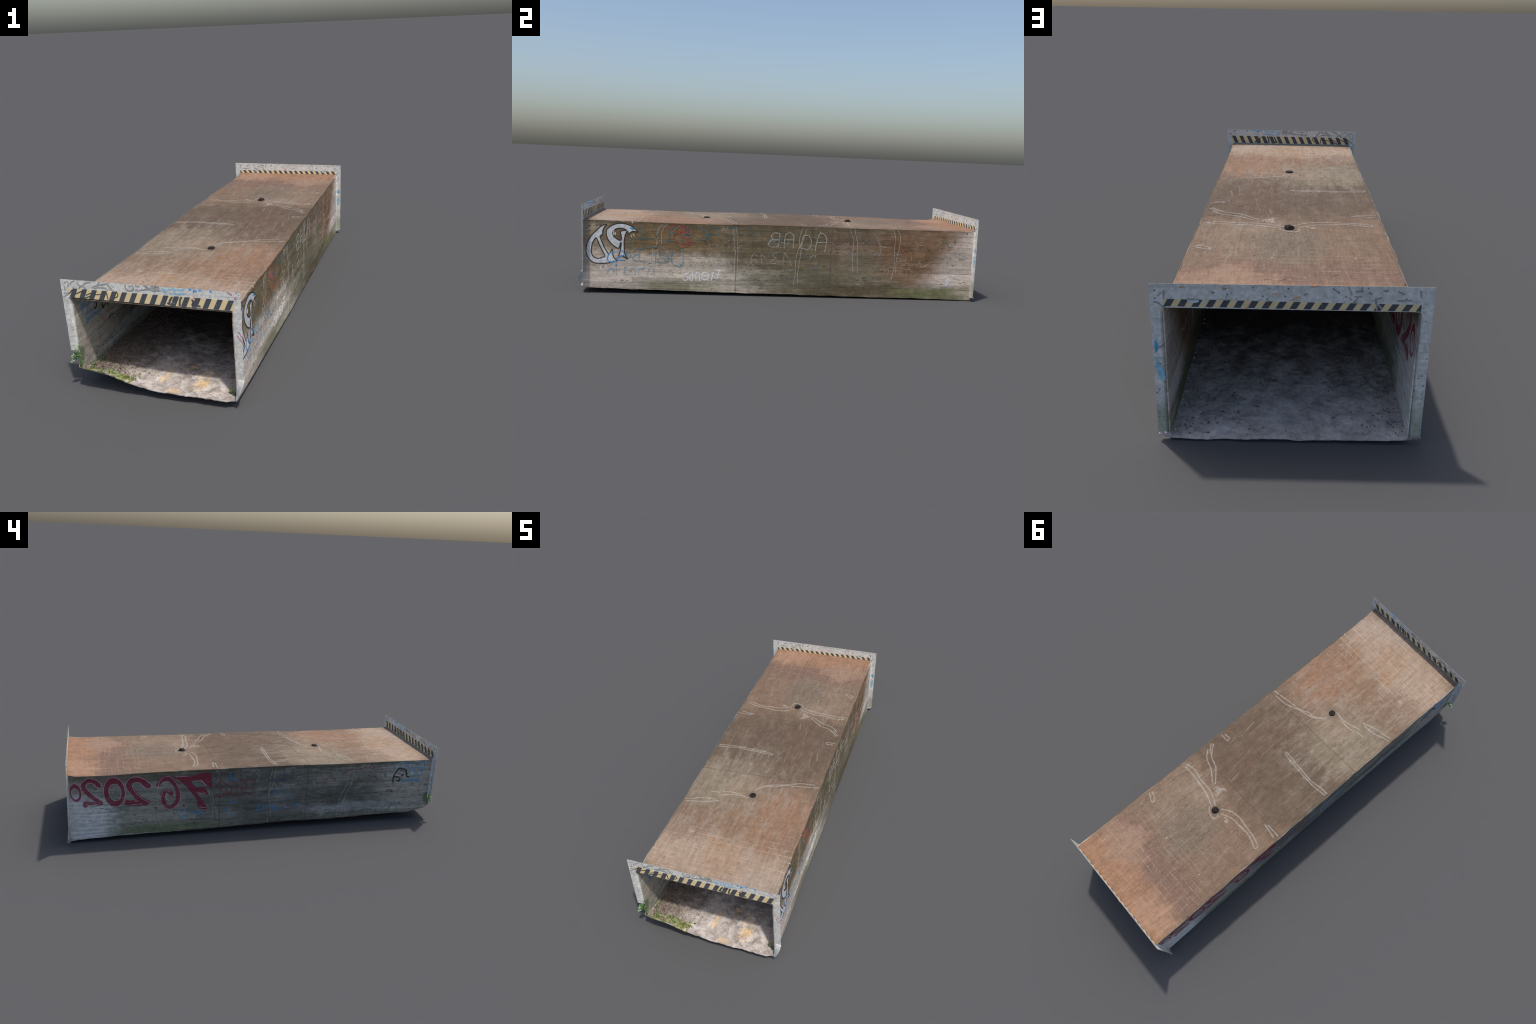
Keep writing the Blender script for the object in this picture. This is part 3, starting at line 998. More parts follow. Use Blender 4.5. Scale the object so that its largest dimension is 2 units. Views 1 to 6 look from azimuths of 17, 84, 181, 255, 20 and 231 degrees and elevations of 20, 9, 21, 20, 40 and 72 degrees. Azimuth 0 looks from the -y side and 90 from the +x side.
mark(LEFT, "numeral_outline", PINK, 3,
     [(915, 275), (915, 253), (920, 235), (930, 223), (943, 221), (955, 228), (965, 244), (971, 265), (971, 286), (966, 304), (955, 316), (943, 318), (931, 311), (921, 295), (915, 275)],
     [(928, 267), (928, 253), (933, 242), (941, 236), (951, 238), (958, 247), (962, 261), (962, 276), (957, 287), (948, 292), (939, 290), (932, 281), (928, 267)])
patch(LEFT, "graffiti_numeral", MAROON, 0,
     [(706, 265), (707, 238), (715, 213), (727, 195), (744, 185), (763, 183), (781, 192), (796, 209), (806, 233), (810, 259), (809, 286), (801, 310), (788, 329), (772, 339), (754, 340), (736, 331), (721, 315), (711, 292)],
     [(726, 265), (727, 244), (733, 227), (743, 217), (756, 215), (769, 223), (779, 238), (784, 257), (784, 277), (778, 293), (767, 304), (754, 305), (741, 299), (732, 284)])
mark(LEFT, "numeral_outline", PINK, 3,
     [(706, 265), (707, 238), (715, 213), (727, 195), (744, 185), (763, 183), (781, 192), (796, 209), (806, 233), (810, 259), (809, 286), (801, 310), (788, 329), (772, 339), (754, 340), (736, 331), (721, 315), (711, 292), (706, 265)],
     [(726, 265), (727, 244), (733, 227), (743, 217), (756, 215), (769, 223), (779, 238), (784, 257), (784, 277), (778, 293), (767, 304), (754, 305), (741, 299), (732, 284), (726, 265)])
mark(LEFT, "graffiti_numeral", MAROON, 20,
     [(828, 298), (852, 323), (881, 329), (902, 314), (904, 291), (880, 256), (848, 226), (823, 205)],
     [(821, 204), (861, 210), (902, 210), (898, 195)])
mark(LEFT, "numeral_outline", PINK, 3,
     [(841, 290), (817, 300), (843, 332), (880, 341), (909, 324), (916, 299), (901, 270), (842, 220), (912, 220), (898, 191), (857, 202), (812, 200), (871, 265), (893, 295), (882, 317), (857, 312), (841, 290)])
mark(LEFT, "graffiti_numeral", MAROON, 28,
     [(590, 282), (611, 303), (646, 323), (676, 316), (687, 292), (673, 268), (648, 232), (613, 201), (595, 195)],
     [(595, 195), (658, 196), (701, 202)])
mark(LEFT, "numeral_outline", PINK, 3,
     [(603, 273), (572, 282), (602, 316), (645, 337), (680, 330), (701, 303), (699, 274), (674, 248), (640, 208), (710, 207), (697, 191), (658, 189), (591, 193), (626, 221), (665, 272), (664, 301), (637, 306), (603, 273)])
mark(LEFT, "graffiti_numeral", MAROON, 24,
     [(541, 284), (527, 312), (500, 322), (473, 309), (451, 274), (442, 229), (447, 190), (474, 162), (506, 169), (521, 205), (517, 244), (496, 251), (474, 234)])
mark(LEFT, "numeral_outline", PINK, 3,
     [(548, 250), (536, 308), (500, 332), (464, 311), (435, 253), (433, 199), (456, 163), (488, 150), (524, 180), (528, 230), (507, 258), (478, 246)],
     [(483, 197), (501, 208), (505, 228), (492, 235)],
     [(545, 270), (518, 300), (491, 301)])
mark(LEFT, "paint_dot", MAROON, 12,
     [(558, 163), (553, 163)],
     [(418, 167), (410, 165)])
patch(LEFT, "graffiti_numeral", MAROON, 0,
     [(464, 327), (379, 328), (280, 339), (270, 258), (300, 279), (324, 300), (374, 298), (346, 263), (305, 259), (285, 209), (318, 231), (345, 233), (322, 197), (291, 138), (336, 147), (345, 193), (369, 230), (401, 271), (433, 307)])
mark(LEFT, "numeral_outline", PINK, 2.5,
     [(455, 327), (379, 327)],
     [(336, 151), (294, 145)],
     [(314, 236), (288, 211)],
     [(324, 298), (296, 270)],
     [(328, 306), (300, 275)])
mark(LEFT, "chalk_doodle", CHALK, 2.2,
     [(586, 224), (564, 205), (542, 206), (535, 228), (586, 225)],
     [(569, 176), (546, 182)],
     [(852, 269), (837, 270), (844, 252)],
     [(824, 272), (830, 251), (814, 257)],
     [(567, 286), (554, 294)],
     [(768, 283), (760, 273), (769, 250)])
mark(LEFT, "chalk_crack_outline", CHALK, 2.2,
     [(569, 148), (565, 113), (548, 56)],
     [(545, 147), (540, 101), (527, 52)])
mark(LEFT, "faint_writing", BLUE, 3,
     [(419, 128), (433, 148), (447, 135), (441, 114), (419, 97), (396, 111), (391, 135), (409, 145), (419, 128)],
     [(419, 110), (419, 95)],
     [(373, 135), (366, 117), (354, 123)],
     [(345, 115), (317, 113)],
     [(340, 130), (321, 126), (316, 100)])
mark(LEFT, "outline_lettering", RED_DARK, 4,
     [(255, 263), (236, 276), (218, 298), (199, 274), (177, 260), (151, 256), (132, 263), (152, 286), (180, 295)],
     [(245, 257), (217, 240), (202, 224), (192, 206), (186, 239), (202, 229), (219, 198), (249, 222)],
     [(175, 258), (165, 237), (176, 213), (135, 213)],
     [(132, 260), (136, 236), (123, 199), (102, 216), (73, 214), (43, 193)],
     [(124, 295), (95, 283), (82, 250), (118, 249), (55, 243)],
     [(124, 295), (81, 287), (57, 299), (39, 268)],
     [(106, 246), (109, 215)])
mark(LEFT, "faint_writing", BLUE, 4,
     [(31, 137), (12, 141), (25, 111), (3, 114)],
     [(-7, 147), (-14, 108), (0, 122)],
     [(-38, 117), (-57, 142), (-69, 104), (-78, 119)],
     [(-88, 119), (-128, 113), (-140, 126)],
     [(-172, 134), (-200, 135), (-188, 117)],
     [(177, 156), (167, 167), (134, 164)],
     [(-154, 174), (-180, 173)],
     [(172, 337), (169, 297), (133, 298)],
     [(-62, 224), (-87, 227), (-83, 207), (-65, 213)],
     [(353, 138), (336, 117)],
     [(327, 114), (308, 115)],
     [(200, 138), (197, 123)])
mark(LEFT, "block_writing", BLUE_DARK, 5,
     [(-30, 281), (-69, 278), (-118, 276), (-115, 322)],
     [(-42, 331), (-51, 280)],
     [(-157, 325), (-171, 281)],
     [(-27, 347), (-42, 326)],
     [(270, 342), (246, 311), (267, 283)],
     [(-115, 337), (-120, 327)])
mark(LEFT, "chalk_crack_outline", CHALK, 2.2,
     [(287, 250), (274, 194), (261, 117), (266, 66)],
     [(265, 223), (257, 167), (238, 115), (234, 74)])
mark(LEFT, "chalk_crack_outline", CHALK, 2.2,
     [(-51, 345), (-44, 296), (-40, 179), (-53, 121), (-56, 68)],
     [(-70, 349), (-56, 249), (-32, 195)],
     [(-41, 61), (-38, 41)])
mark(LEFT, "chalk_doodle", CHALK, 2.2,
     [(245, 350), (232, 330), (231, 316)],
     [(-65, 269), (-84, 227)],
     [(-90, 263), (-125, 253), (-179, 247)],
     [(2, 235), (-22, 241)],
     [(78, 224), (50, 228)],
     [(-262, 284), (-293, 236)],
     [(-309, 261), (-309, 292), (-328, 275), (-314, 260)],
     [(68, 332), (35, 345), (11, 329)],
     [(35, 330), (19, 299), (33, 280)],
     [(-193, 272), (-206, 297), (-222, 276)])
mark(LEFT, "chalk_crack_outline", CHALK, 2.2,
     [(-490, 334), (-479, 268), (-471, 211), (-445, 160), (-434, 53)],
     [(-510, 339), (-505, 240), (-476, 168), (-457, 86)])
mark(LEFT, "red_scribble", RED_DARK, 3.5,
     [(-344, 249), (-353, 264), (-381, 302), (-347, 306)],
     [(-377, 284), (-410, 264), (-390, 255)],
     [(-423, 340), (-439, 329)],
     [(-448, 295), (-472, 310), (-481, 320), (-533, 319), (-584, 330)],
     [(-537, 280), (-551, 253), (-510, 240)],
     [(-609, 339), (-600, 326), (-617, 315), (-629, 328), (-609, 339)],
     [(-640, 275), (-652, 253), (-674, 257)],
     [(-450, 223), (-468, 242)],
     [(-598, 303), (-620, 294)])
mark(LEFT, "red_scribble", RED, 3,
     [(-717, 206), (-737, 208)],
     [(-748, 205), (-759, 203)],
     [(-771, 196), (-793, 192), (-806, 199)],
     [(-827, 201), (-833, 197)],
     [(-807, 168), (-835, 169)],
     [(-838, 165), (-843, 167)],
     [(-890, 170), (-898, 167)],
     [(-909, 171), (-931, 168)],
     [(-751, 226), (-744, 216)],
     [(-728, 190), (-735, 182)],
     [(-759, 183), (-762, 172)],
     [(-721, 164), (-729, 166)])
patch(LEFT, "paint_blob", GREEN, 0,
     [(-693, 290), (-703, 287), (-708, 266), (-701, 260), (-692, 272)])
mark(LEFT, "black_tag", BLACK, 8,
     [(-750, 232), (-750, 264), (-766, 297), (-783, 312), (-825, 296)],
     [(-820, 292), (-830, 262), (-845, 259)],
     [(-782, 233), (-791, 251)],
     [(-797, 266), (-807, 274)],
     [(-757, 263), (-784, 259)])
mark(LEFT, "black_tag", BLACK, 4,
     [(-770, 284), (-815, 271)],
     [(-765, 242), (-793, 235)],
     [(-810, 308), (-834, 275)],
     [(-719, 180), (-729, 180)],
     [(-742, 189), (-749, 173)],
     [(-778, 304), (-807, 292)])
mark(LEFT, "blue_tag", BLUE, 4,
     [(-751, 303), (-751, 340), (-775, 352), (-826, 349)],
     [(-778, 323), (-806, 339), (-871, 337), (-919, 345), (-929, 310), (-874, 317)],
     [(-843, 269), (-844, 301), (-864, 312), (-878, 283), (-866, 256), (-849, 264)],
     [(-896, 317), (-923, 286), (-904, 260), (-889, 288), (-911, 290)],
     [(-772, 247), (-809, 233), (-857, 245), (-899, 238), (-910, 260)],
     [(-809, 233), (-858, 236), (-914, 229)],
     [(-930, 305), (-939, 302)],
     [(-808, 324), (-835, 323), (-832, 307)],
     [(-856, 290), (-869, 295)])
mark(LEFT, "faint_writing", BLUE_DARK, 3,
     [(-714, 88), (-733, 109), (-761, 101), (-758, 85)],
     [(-735, 92), (-748, 80), (-752, 107)],
     [(-768, 93), (-783, 103), (-806, 96)],
     [(-546, 201), (-552, 169), (-567, 194)])
mark(LEFT, "chalk_doodle", SCRATCH, 4,
     [(-734, 312), (-707, 319), (-679, 304), (-680, 273), (-705, 250), (-731, 254), (-747, 296)],
     [(-313, 256), (-314, 282), (-332, 273), (-318, 264)],
     [(-277, 274), (-295, 237)],
     [(-347, 275), (-361, 290), (-368, 269)],
     [(-589, 193), (-549, 174)],
     [(-569, 273), (-563, 258)])
mark(ROOF, "chalk_crack_outline", CHALK, 2.3,
     [(285, 340), (236, 328), (177, 336), (107, 337), (60, 350), (18, 370)],
     [(274, 353), (222, 350), (131, 358), (93, 364), (33, 383)])
mark(ROOF, "chalk_crack_outline", CHALK, 2.3,
     [(272, 211), (240, 244), (181, 266), (119, 307)],
     [(278, 172), (231, 221), (172, 243), (110, 297)],
     [(286, 181), (252, 214)])
mark(ROOF, "chalk_crack_outline", CHALK, 2.3,
     [(-9, 357), (-48, 330), (-101, 318), (-154, 323), (-212, 328), (-260, 342), (-260, 360), (-224, 348), (-185, 340), (-125, 344), (-73, 350), (-26, 373)])
mark(ROOF, "chalk_crack_outline", CHALK, 2.3,
     [(39, 393), (24, 406), (0, 415), (-21, 412), (-27, 387)],
     [(287, 566), (245, 587), (242, 570), (282, 554)],
     [(285, 110), (248, 109), (247, 93), (278, 95)],
     [(-208, 249), (-283, 259)],
     [(-218, 238), (-289, 239)])
mark(ROOF, "chalk_scratch", CHALK, 2.2,
     [(97, 320), (88, 297), (77, 321), (77, 291), (63, 323), (63, 287), (47, 281)],
     [(64, 337), (62, 304), (56, 334)],
     [(-49, 371), (-77, 369), (-65, 383), (-81, 377)],
     [(76, 307), (61, 279)])
mark(ROOF, "chalk_crack_outline", CHALK, 2.3,
     [(296, -248), (245, -257), (181, -269), (133, -275), (92, -298), (55, -304), (16, -332)],
     [(270, -235), (205, -242), (138, -270), (65, -293), (31, -311)])
mark(ROOF, "chalk_crack_outline", CHALK, 2.2,
     [(-4, -407), (-52, -402), (-104, -413), (-145, -428)],
     [(-50, -393), (-95, -391), (-139, -399)],
     [(-151, -408), (-190, -415)])
mark(ROOF, "chalk_crack_outline", CHALK, 2.3,
     [(-134, -464), (-191, -488), (-284, -509)],
     [(-150, -459), (-214, -467), (-261, -486)],
     [(-289, -494), (-269, -488)])
mark(ROOF, "chalk_crack_outline", CHALK, 2.3,
     [(2, -73), (3, -65), (-26, -58), (-88, -55), (-160, -52), (-220, -54), (-287, -64)],
     [(2, -73), (-56, -69), (-123, -66), (-189, -63), (-241, -73), (-289, -77)])
mark(ROOF, "chalk_fleck", CHALK, 2.2,
     [(248, -739), (239, -724)])
mark(ROOF, "chalk_fleck", CHALK, 4,
     [(56, 646), (54, 639)],
     [(-181, 638), (-184, 632)])
mark(ROOF, "paint_dot", RED, 6,
     [(-86, 763), (-89, 762)])
mark(FRONT, "black_scribble", CHARCOAL, 4,
     [(-316, 417), (-303, 424), (-300, 415), (-304, 403)],
     [(-293, 414), (-286, 423), (-274, 427)],
     [(-264, 426), (-260, 414), (-244, 409), (-235, 400)],
     [(-262, 399), (-243, 414), (-227, 424), (-210, 427)],
     [(-176, 430), (-186, 421)],
     [(-208, 406), (-195, 414), (-152, 425)],
     [(-201, 404), (-187, 409), (-154, 409), (-149, 402)],
     [(-149, 427), (-141, 416), (-129, 402)],
     [(-282, 406), (-282, 400)],
     [(-324, 378), (-306, 378)],
     [(-325, 364), (-311, 372), (-305, 382)],
     [(-316, 404), (-317, 389)])
mark(FRONT, "black_scribble", CHARCOAL, 5,
     [(-78, 426), (-79, 415), (-71, 407), (-55, 408), (-48, 419), (-52, 428)],
     [(-66, 424), (-56, 424)],
     [(-41, 426), (-28, 425)],
     [(-41, 412), (-33, 410), (7, 419), (25, 422), (47, 424), (39, 429), (16, 429)],
     [(-8, 429), (9, 420), (20, 414), (52, 417)],
     [(-11, 430), (0, 429)])
mark(FRONT, "black_scribble", BLACK, 4,
     [(-303, 377), (-289, 391)],
     [(-276, 378), (-248, 391)],
     [(-236, 376), (-214, 386)],
     [(-242, 365), (-213, 376)],
     [(-198, 381), (-176, 384)],
     [(-154, 391), (-151, 367)],
     [(-115, 400), (-113, 382), (-146, 366)])
mark(FRONT, "blue_scribble", SKY_BLUE, 6,
     [(57, 426), (62, 420), (75, 419)],
     [(63, 414), (69, 412)],
     [(97, 429), (104, 419), (105, 428)],
     [(106, 426), (118, 423), (140, 429)],
     [(78, 421), (90, 423)],
     [(87, 407), (117, 411), (141, 412)],
     [(111, 409), (138, 412)])
mark(FRONT, "blue_scribble", BLUE, 7,
     [(156, 430), (161, 428)],
     [(170, 428), (174, 424), (180, 425)],
     [(190, 429), (195, 429)],
     [(229, 430), (231, 426)],
     [(173, 429), (171, 424)])
mark(FRONT, "black_scribble", BLACK, 7,
     [(91, 396), (82, 383), (79, 372)],
     [(73, 372), (81, 370)],
     [(125, 398), (119, 388), (116, 368)],
     [(162, 392), (166, 385), (161, 373)],
     [(182, 372), (189, 371)])
mark(FRONT, "magenta_mark", MAGENTA, 6,
     [(169, 399), (173, 398), (171, 397)],
     [(311, 410), (317, 409), (314, 408)],
     [(287, 430), (301, 422)])
mark(FRONT, "magenta_mark", MAGENTA, 4,
     [(319, 289), (329, 271)],
     [(313, 276), (330, 251)])
mark(BACK, "black_scribble", CHARCOAL, 4,
     [(-95, 419), (-110, 409)],
     [(-130, 424), (-138, 408), (-138, 404)],
     [(-148, 413), (-164, 414)],
     [(-162, 425), (-162, 414)],
     [(-212, 416), (-223, 417)],
     [(-217, 414), (-220, 416)],
     [(-178, 411), (-186, 407)],
     [(-143, 386), (-153, 396), (-146, 401)],
     [(-187, 390), (-209, 399)],
     [(-195, 397), (-199, 366)],
     [(-201, 382), (-209, 372)],
     [(-246, 392), (-279, 393)],
     [(-265, 398), (-267, 393)],
     [(-297, 416), (-300, 402)],
     [(-154, 400), (-162, 401)],
     [(-247, 415), (-260, 408)])
mark(BACK, "orange_fleck", ORANGE, 4,
     [(-3, 389), (-11, 396)],
     [(-16, 398), (-22, 395)],
     [(-132, 395), (-134, 398)],
     [(-44, 423), (-59, 426)])
mark(BACK, "orange_fleck", ORANGE, 4,
     [(161, 416), (156, 416)],
     [(43, 402), (35, 404)],
     [(-4, 389), (-14, 396)],
     [(105, 366), (99, 376)],
     [(255, 417), (251, 417)])
mark(BACK, "grey_marker", CHARCOAL, 4,
     [(322, 377), (313, 377), (303, 368), (296, 365)],
     [(297, 407), (298, 387)],
     [(185, 405), (179, 404)],
     [(243, 386), (226, 386)])
mark(BACK, "chalk_scribble", CHALK, 4,
     [(-177, 367), (-179, 371), (-181, 367)],
     [(-182, 373), (-186, 369)],
     [(-186, 376), (-191, 378)],
     [(-188, 379), (-190, 374)])
mark(BACK, "chalk_scribble", PALE_CYAN, 6,
     [(241, 384), (234, 380), (218, 382)],
     [(207, 381), (205, 378)])
patch(BACK, "cyan_paint", CYAN, 0,
     [(324, 278), (319, 274), (316, 261), (318, 252), (322, 245), (325, 249)])
patch(BACK, "cyan_paint", CYAN_PALE, 0,
     [(323, 234), (316, 218), (304, 187), (304, 170), (317, 172), (321, 192), (324, 206)])
mark(BACK, "grey_marker", CHARCOAL, 4,
     [(317, 258), (304, 263)],
     [(320, 216), (313, 214)])

# ------------------------------------------------------------------ roof drains
def knob(name, centre, radius, height, ragged, mat, parent, rings=8, seg=28):
    verts, faces = [], []
    for r in range(rings + 1):
        t = r / rings
        ang = t * math.pi / 2
        for s in range(seg):
            a = 2 * math.pi * s / seg
            k = 1 + ragged * noise.noise(Vector((math.cos(a) * 1.5, math.sin(a) * 1.5, t * 2 + centre[1])))
            rr = radius * math.cos(ang) ** .5 * k if r < rings else radius * .02
            zz = height * math.sin(ang) * (1 + ragged * 1.6 * noise.noise(Vector((math.cos(a) * rr * 90, math.sin(a) * rr * 90, 7))))
            verts.append(Vector((centre[0] + rr * math.cos(a), centre[1] + rr * math.sin(a), centre[2] + zz)))
    for r in range(rings):
        for s in range(seg):
            a, b2 = r * seg + s, r * seg + (s + 1) % seg
            faces.append((a, b2, b2 + seg, a + seg))
    faces.append(tuple(range(seg)))
    faces.append(tuple(rings * seg + s for s in range(seg)))
    return make_object(name, parent, verts, faces, mat, smooth=True)


soot = plain("soot_black_socket", (.010, .007, .006), (.024, .017, .013), 120)
knob("ceiling_socket", (.009, -.386, .3575), .0160, .0050, .10, soot, wall_objects[ROOF])
knob("ceiling_socket", (.008, .381, .360), .0165, .0100, .30, soot, wall_objects[ROOF])

# dark scraps and hairline scars on the roof
rnd = random.Random(23)
for i in range(44):
    x, y, t = rnd.uniform(-280, 280), rnd.uniform(-930, 950), rnd.uniform(0, 6.3)
    L, k = rnd.uniform(4, 13), rnd.uniform(-.5, .5)
    mark(ROOF, "roof_scar", "CHARCOAL", rnd.uniform(1.3, 2.2),
         [(x + L * s * math.cos(t) - k * L * s * s * math.sin(t), y + L * s * math.sin(t) + k * L * s * s * math.cos(t)) for s in (-1, -.3, .4, 1)])

# faint scratched scribbles over both walls
for i in range(70):
    wall_side = RIGHT if i % 3 else LEFT
    y, z, L = rnd.uniform(-880, 880), rnd.uniform(70, 335), rnd.uniform(8, 26)
    lean = rnd.uniform(-.5, .5)
    mark(wall_side, "scratched_scribble", rnd.choice(("SCRATCH", "SCRATCH", "CHALK", "PALE_BLUE")), rnd.uniform(1.6, 2.6),
         [(y + L * t + 6 * rnd.uniform(-1, 1), z + L * t * lean + rnd.uniform(-9, 9)) for t in (-1, -.55, -.1, .3, .7, 1)])

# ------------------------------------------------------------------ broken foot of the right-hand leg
FLAP = [(.109, .3030, .3310, -.979, -.981), (.092, .3030, .3290, -.981, -.993), (.075, .3025, .3230, -.984, -.999),
        (.055, .3015, .3150, -.987, -.9995), (.042, .2995, .3080, -.989, -.9975), (.030, .2985, .3030, -.990, -.9945)]


def flap_mid(u, v):
    col = [lerp_table(1 - u, [(1 - (r[0] - .030) / .079, r[i]) for r in FLAP]) for i in range(1, 5)]
    z = .030 + .079 * u
    t = v
    x = col[0] + (col[1] - col[0]) * t
    y = col[2] + (col[3] - col[2]) * t + .002 * n3(x, z, 1, 60)
    return Vector((x, y, z)), Vector((.15, -1, .1)).normalized()


v, f = slab_grid(18, 8, flap_mid, .003)
make_object("broken_leg_foot", front_frame, v, f, plain("pale_broken_render", (.42, .42, .40), (.62, .62, .60), 60), smooth=True)


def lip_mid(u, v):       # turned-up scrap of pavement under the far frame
    x = .296 + .030 * u
    return Vector((x, .982 + .016 * v, .008 + .010 * u + .004 * (1 - v) + .002 * n3(x, v, 2, 50))), Vector((0, .3, 1)).normalized()


v, f = slab_grid(8, 6, lip_mid, .003)
make_object("pavement_scrap", back_frame, v, f, plain("pale_scrap", (.34, .31, .29), (.52, .48, .46), 70), smooth=True)
v, f = slab_grid(8, 6, lambda u, w: (Vector((-.296 - .036 * u, .982 + .014 * w, .014 + .003 * u + .002 * n3(u, w, 2, 5))), Vector((0, .3, 1)).normalized()), .003)
make_object("pavement_scrap", back_frame, v, f, plain("dark_scrap", (.12, .11, .10), (.28, .26, .25), 90), smooth=True)

# ------------------------------------------------------------------ log, moss, weed and litter
bark = plain("mossy_bark", (.055, .075, .022), (.17, .20, .07), 70)


def tube(points, radii, seg=12, rough=.0, seed=0):
    verts, faces = [], []
    for i, (p, r) in enumerate(zip(points, radii)):
        d = (points[min(i + 1, len(points) - 1)] - points[max(i - 1, 0)]).normalized()
        a = d.orthogonal().normalized()
        b2 = d.cross(a)
        for s in range(seg):
            t = 2 * math.pi * s / seg
            k = 1 + rough * noise.noise(Vector((math.cos(t) * 2, math.sin(t) * 2, i * .5 + seed)))
            verts.append(p + (a * math.cos(t) + b2 * math.sin(t)) * r * k)
    for i in range(len(points) - 1):
        for s in range(seg):
            a0, b0 = i * seg + s, i * seg + (s + 1) % seg
            faces.append((a0, b0, b0 + seg, a0 + seg))
    faces.append(tuple(range(seg)))
    faces.append(tuple((len(points) - 1) * seg + s for s in range(seg)))
    return verts, faces


a, c = Vector((.283, -.958, .026)), Vector((.264, -.945, .052))
pts = [a.lerp(c, i / 8) + Vector((.0012 * math.sin(i), .001 * math.cos(i * 1.7), 0)) for i in range(9)]
v, f = tube(pts, [.0050, .0052, .005, .0047, .0048, .0046, .0047, .005, .0044], 14, .25, 3)
make_object("mossy_stump", floor, v, f, bark, smooth=True)
for k in range(7):
    p = Vector((.283 + .008 * math.sin(k * 2.1), -.955 + .006 * math.cos(k), .026))
    v, f = tube([p, p + Vector((.002 * math.sin(k), .002, .008)), p + Vector((.006 * math.sin(k * 3), .003, .013 + .001 * k))], [.0011, .0008, .0002], 6)
    make_object("grass_blade", floor, v, f, bark)

def moss_recipe(b, soil):
    p = b.place()[0]
    green = b.mix((.055, .075, .018), (.30, .32, .10), b.stretch(b.noise(p, 120, 5, .7)))
    straw = b.mix(green, (.42, .36, .20), b.step(b.noise(p, 70, 4, .7), .52, .64) * .8)
    return b.mix(soil, straw, b.step(b.noise(p, 34, 5, .7), .40, .54))


moss_green = material("patchy_moss", "trodden_earth", moss_recipe, rough=.95)


def moss_mid(u, v):
    x = -.272 + .172 * u
    y = -1.0 + .058 * v
    crest = math.sin(math.pi * min(1, max(0, u))) ** .5 * math.sin(math.pi * (.18 + .82 * v)) ** .7
    lump = max(0, .6 + .9 * noise.noise(Vector((x * 38, y * 38, 2)))) + .35 * abs(noise.noise(Vector((x * 130, y * 130, 5))))
    y -= .006 * crest * lump * (1 - v)
    z = floor_z(x, y) + .0005 + .0130 * crest * lump
    return Vector((x, y, z)), Vector((0, 0, 1))


v, f = slab_grid(110, 44, moss_mid, .005)
make_object("moss_cushion", floor, v, f, moss_green, smooth=True)

leaf_mats = [plain("weed_leaf", (.05, .12, .03), (.17, .28, .09), 50), plain("pale_weed_leaf", (.20, .34, .17), (.42, .55, .36), 50)]
litter_mats = [plain("dark_leaf_litter", (.070, .055, .045), (.17, .135, .11), 40), plain("dry_leaf_litter", (.16, .11, .075), (.34, .27, .20), 40)]


def leaf_mesh(length, width, curl, rng):
    """Small bent leaf with thickness: spine bows, blade folds along the midrib."""
    verts, faces = [], []
    n = 5
    for side in (.00025, -.00025):
        for i in range(n + 1):
            t = i / n
            wd = width * math.sin(math.pi * min(.98, t * .93 + .05)) ** .8
            z = curl * length * (t * (1 - t) * 2 + t * t * .4)
            for s in (-1, 0, 1):
                verts.append(Vector((length * t, s * wd / 2, z + abs(s) * wd * .25 + side)))
    m = (n + 1) * 3
    for i in range(n):
        for s in range(2):
            a = i * 3 + s
            faces.append((a, a + 1, a + 4, a + 3))
            faces.append((m + a, m + a + 3, m + a + 4, m + a + 1))
        for s in (0, 2):
            a = i * 3 + s
            faces.append((a, a + 3, m + a + 3, m + a))
    for i in (0, n):
        for s in range(2):
            a = i * 3 + s
            faces.append((a, a + 1, m + a + 1, m + a))
    return verts, faces


def place_leaf(verts, p, yaw, pitch, roll):
    from mathutils import Euler
    m = Euler((roll, pitch, yaw)).to_matrix()
    return [p + m @ q for q in verts]


rng = random.Random(11)
shared = {}


def add_leaf(name, parent, length, width, curl, mat, p, yaw, pitch, roll):
    key = (name, round(length, 3), round(curl, 1), mat.name)
    if key not in shared:
        v, f = leaf_mesh(key[1], width, key[2], rng)
        shared[key] = make_object(name, parent, v, f, mat, smooth=True)
        ob = shared[key]
    else:
        ob = shared[key].copy()
        bpy.context.scene.collection.objects.link(ob)
    ob.location, ob.rotation_euler = p, (roll, pitch, yaw)
    return ob


# weed hanging on the broken left-hand leg
stem = [Vector((-.300, -.978, .098)), Vector((-.303, -.984, .125)), Vector((-.299, -.987, .158))]
weed_v, weed_f = tube(stem, [.0014, .0011, .0006], 8)
weed = make_object("weed", tunnel, weed_v, weed_f, leaf_mats[0])
for i in range(34):
    t = rng.random()
    far = rng.random()
    p = Vector((-.297 - .024 * far, -.983 - .006 * rng.random(), .128 + .036 * t - .022 * far))
    add_leaf("leaf", weed, rng.choice((.008, .011, .014)), .006, rng.choice((.2, .5)), leaf_mats[1 if far > .55 else 0], p,
             math.pi + rng.uniform(-1.4, 1.4), rng.uniform(-.5, .9), rng.uniform(-.7, .7))
for i in range(14):
    t = i / 13
    p = Vector((-.299 + .012 * t, -.985 - .008 * t, .140 - .05 * t))
    add_leaf("leaf", weed, .008, .005, .5, leaf_mats[0], p, rng.uniform(0, 6.3), rng.uniform(-.8, .2), rng.uniform(-.7, .7))
for i in range(9):
    p = Vector((-.314 - .0016 * i, -.990, .112 - .0008 * i))
    add_leaf("leaf", weed, .009, .005, .3, leaf_mats[1], p, math.pi + rng.uniform(-.7, .7), rng.uniform(-.1, .6), rng.uniform(-.5, .5))
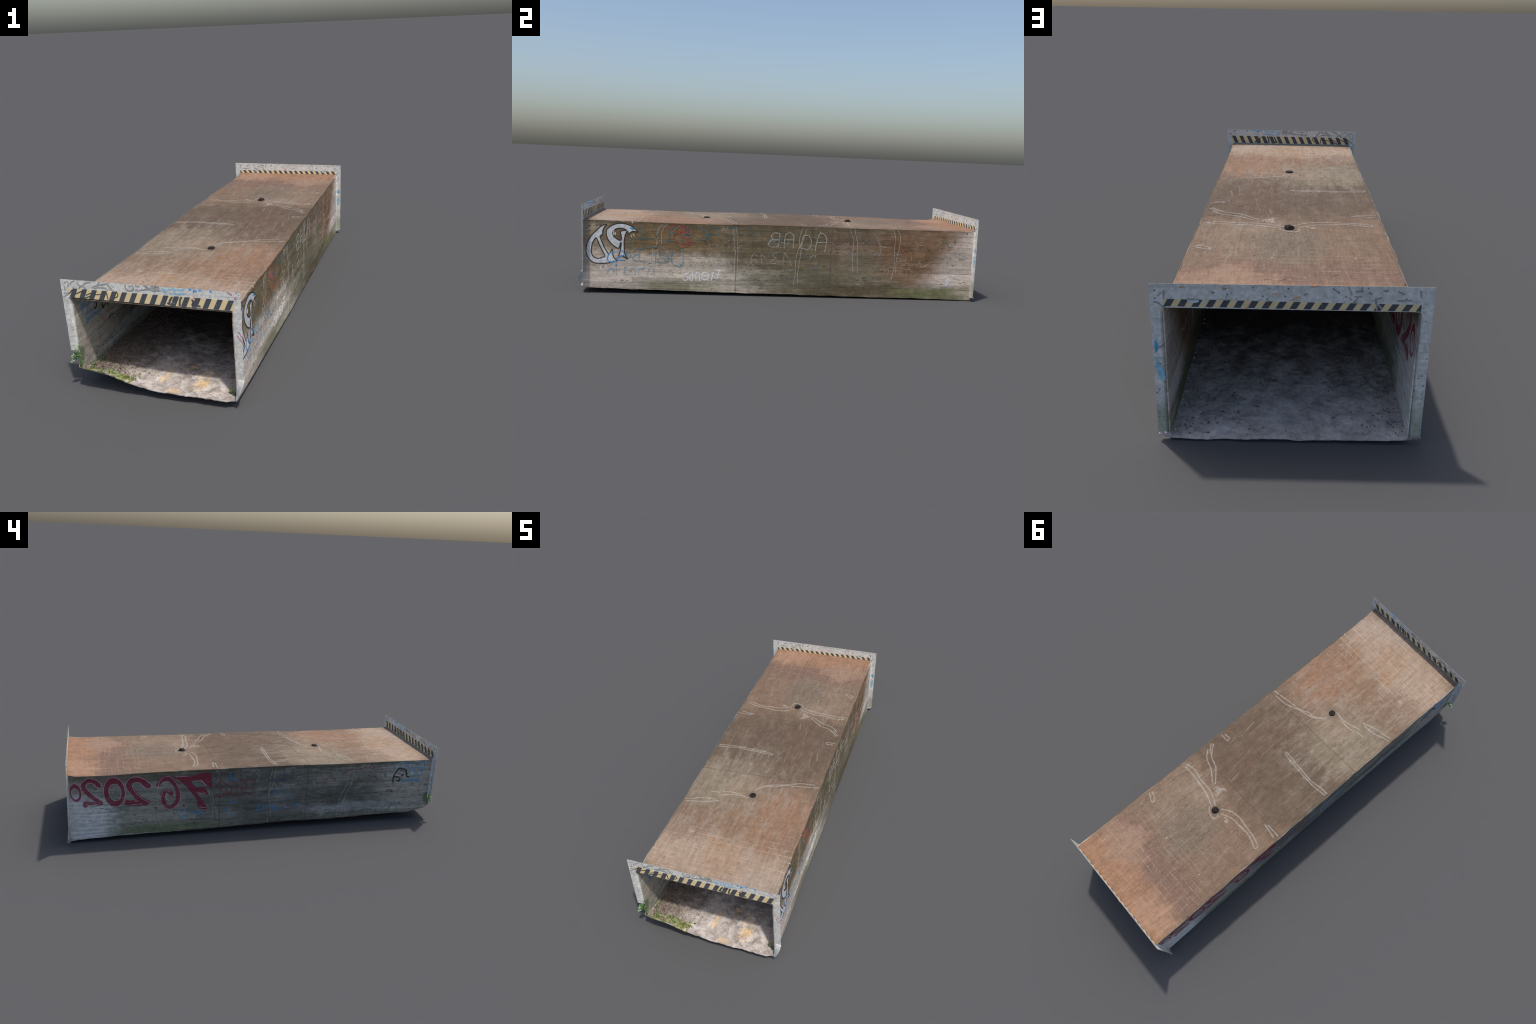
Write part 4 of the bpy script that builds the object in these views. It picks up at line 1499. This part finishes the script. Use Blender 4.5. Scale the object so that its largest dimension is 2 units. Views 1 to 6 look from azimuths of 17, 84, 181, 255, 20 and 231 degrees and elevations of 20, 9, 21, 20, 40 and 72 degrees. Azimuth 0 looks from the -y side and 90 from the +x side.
# seedlings in the moss and along the foot of the left wall
for i in range(46):
    x = -.285 + .20 * rng.random()
    y = -.998 + .06 * rng.random()
    p = Vector((x, y, floor_z(x, y) + .006 + .004 * rng.random()))
    add_leaf("moss_leaf", floor, rng.choice((.007, .010, .013)), .005, .5, leaf_mats[0], p, rng.uniform(0, 6.3), rng.uniform(-1.0, .0), rng.uniform(-.6, .6))
for i in range(26):
    y = -.93 + .10 * rng.random()
    p = Vector((-.292 + .012 * rng.random(), y, floor_z(-.29, y) + .004))
    add_leaf("moss_leaf", floor, .007, .004, .5, leaf_mats[0], p, rng.uniform(0, 6.3), rng.uniform(-1.2, -.2), rng.uniform(-.6, .6))


def scatter(name, count, mat, spot, sizes):
    """Loose leaf litter and crumbs lying on the floor, joined into one part."""
    verts, faces = [], []
    for _ in range(count):
        x, y = spot()
        L = rng.uniform(*sizes)
        v, f = leaf_mesh(L, L * rng.uniform(.18, .5), rng.uniform(0, .7), rng)
        p = Vector((x, y, floor_z(x, y) + floor_rough(x, y) + .0026))
        k = len(verts)
        verts += place_leaf(v, p, rng.uniform(0, 6.3), rng.uniform(-.3, .1), rng.uniform(-.4, .4))
        faces += [tuple(k + i for i in q) for q in f]
    make_object(name, floor, verts, faces, mat, kind="stuff")


def left_bank():
    return -.293 + abs(rng.gauss(0, .085)), rng.uniform(-.97, -.1)


def mouth_far():
    s = rng.choice((-1, 1))
    return s * (.293 - abs(rng.gauss(0, .10))), rng.uniform(.45, .985)


def anywhere():
    return rng.uniform(-.29, .29), rng.uniform(-.985, .985)


scatter("leaf_litter", 2600, litter_mats[0], left_bank, (.003, .009))
scatter("dry_litter", 1300, litter_mats[1], left_bank, (.003, .009))
scatter("leaf_litter", 420, litter_mats[0], mouth_far, (.003, .009))
scatter("twig_crumbs", 180, litter_mats[0], anywhere, (.003, .008))
pale = plain("pale_fleck_surface", (.45, .42, .38), (.66, .62, .58), 60)
for i in range(16):
    y = .95 - .055 * i + rng.uniform(-.02, .02)
    knob("pale_fleck", (.290 + .004 * rng.random(), y, floor_z(.29, y) + .001), rng.uniform(.0018, .0034), rng.uniform(.003, .006), .3, pale, floor, 4, 8)
bpy.context.view_layer.update()
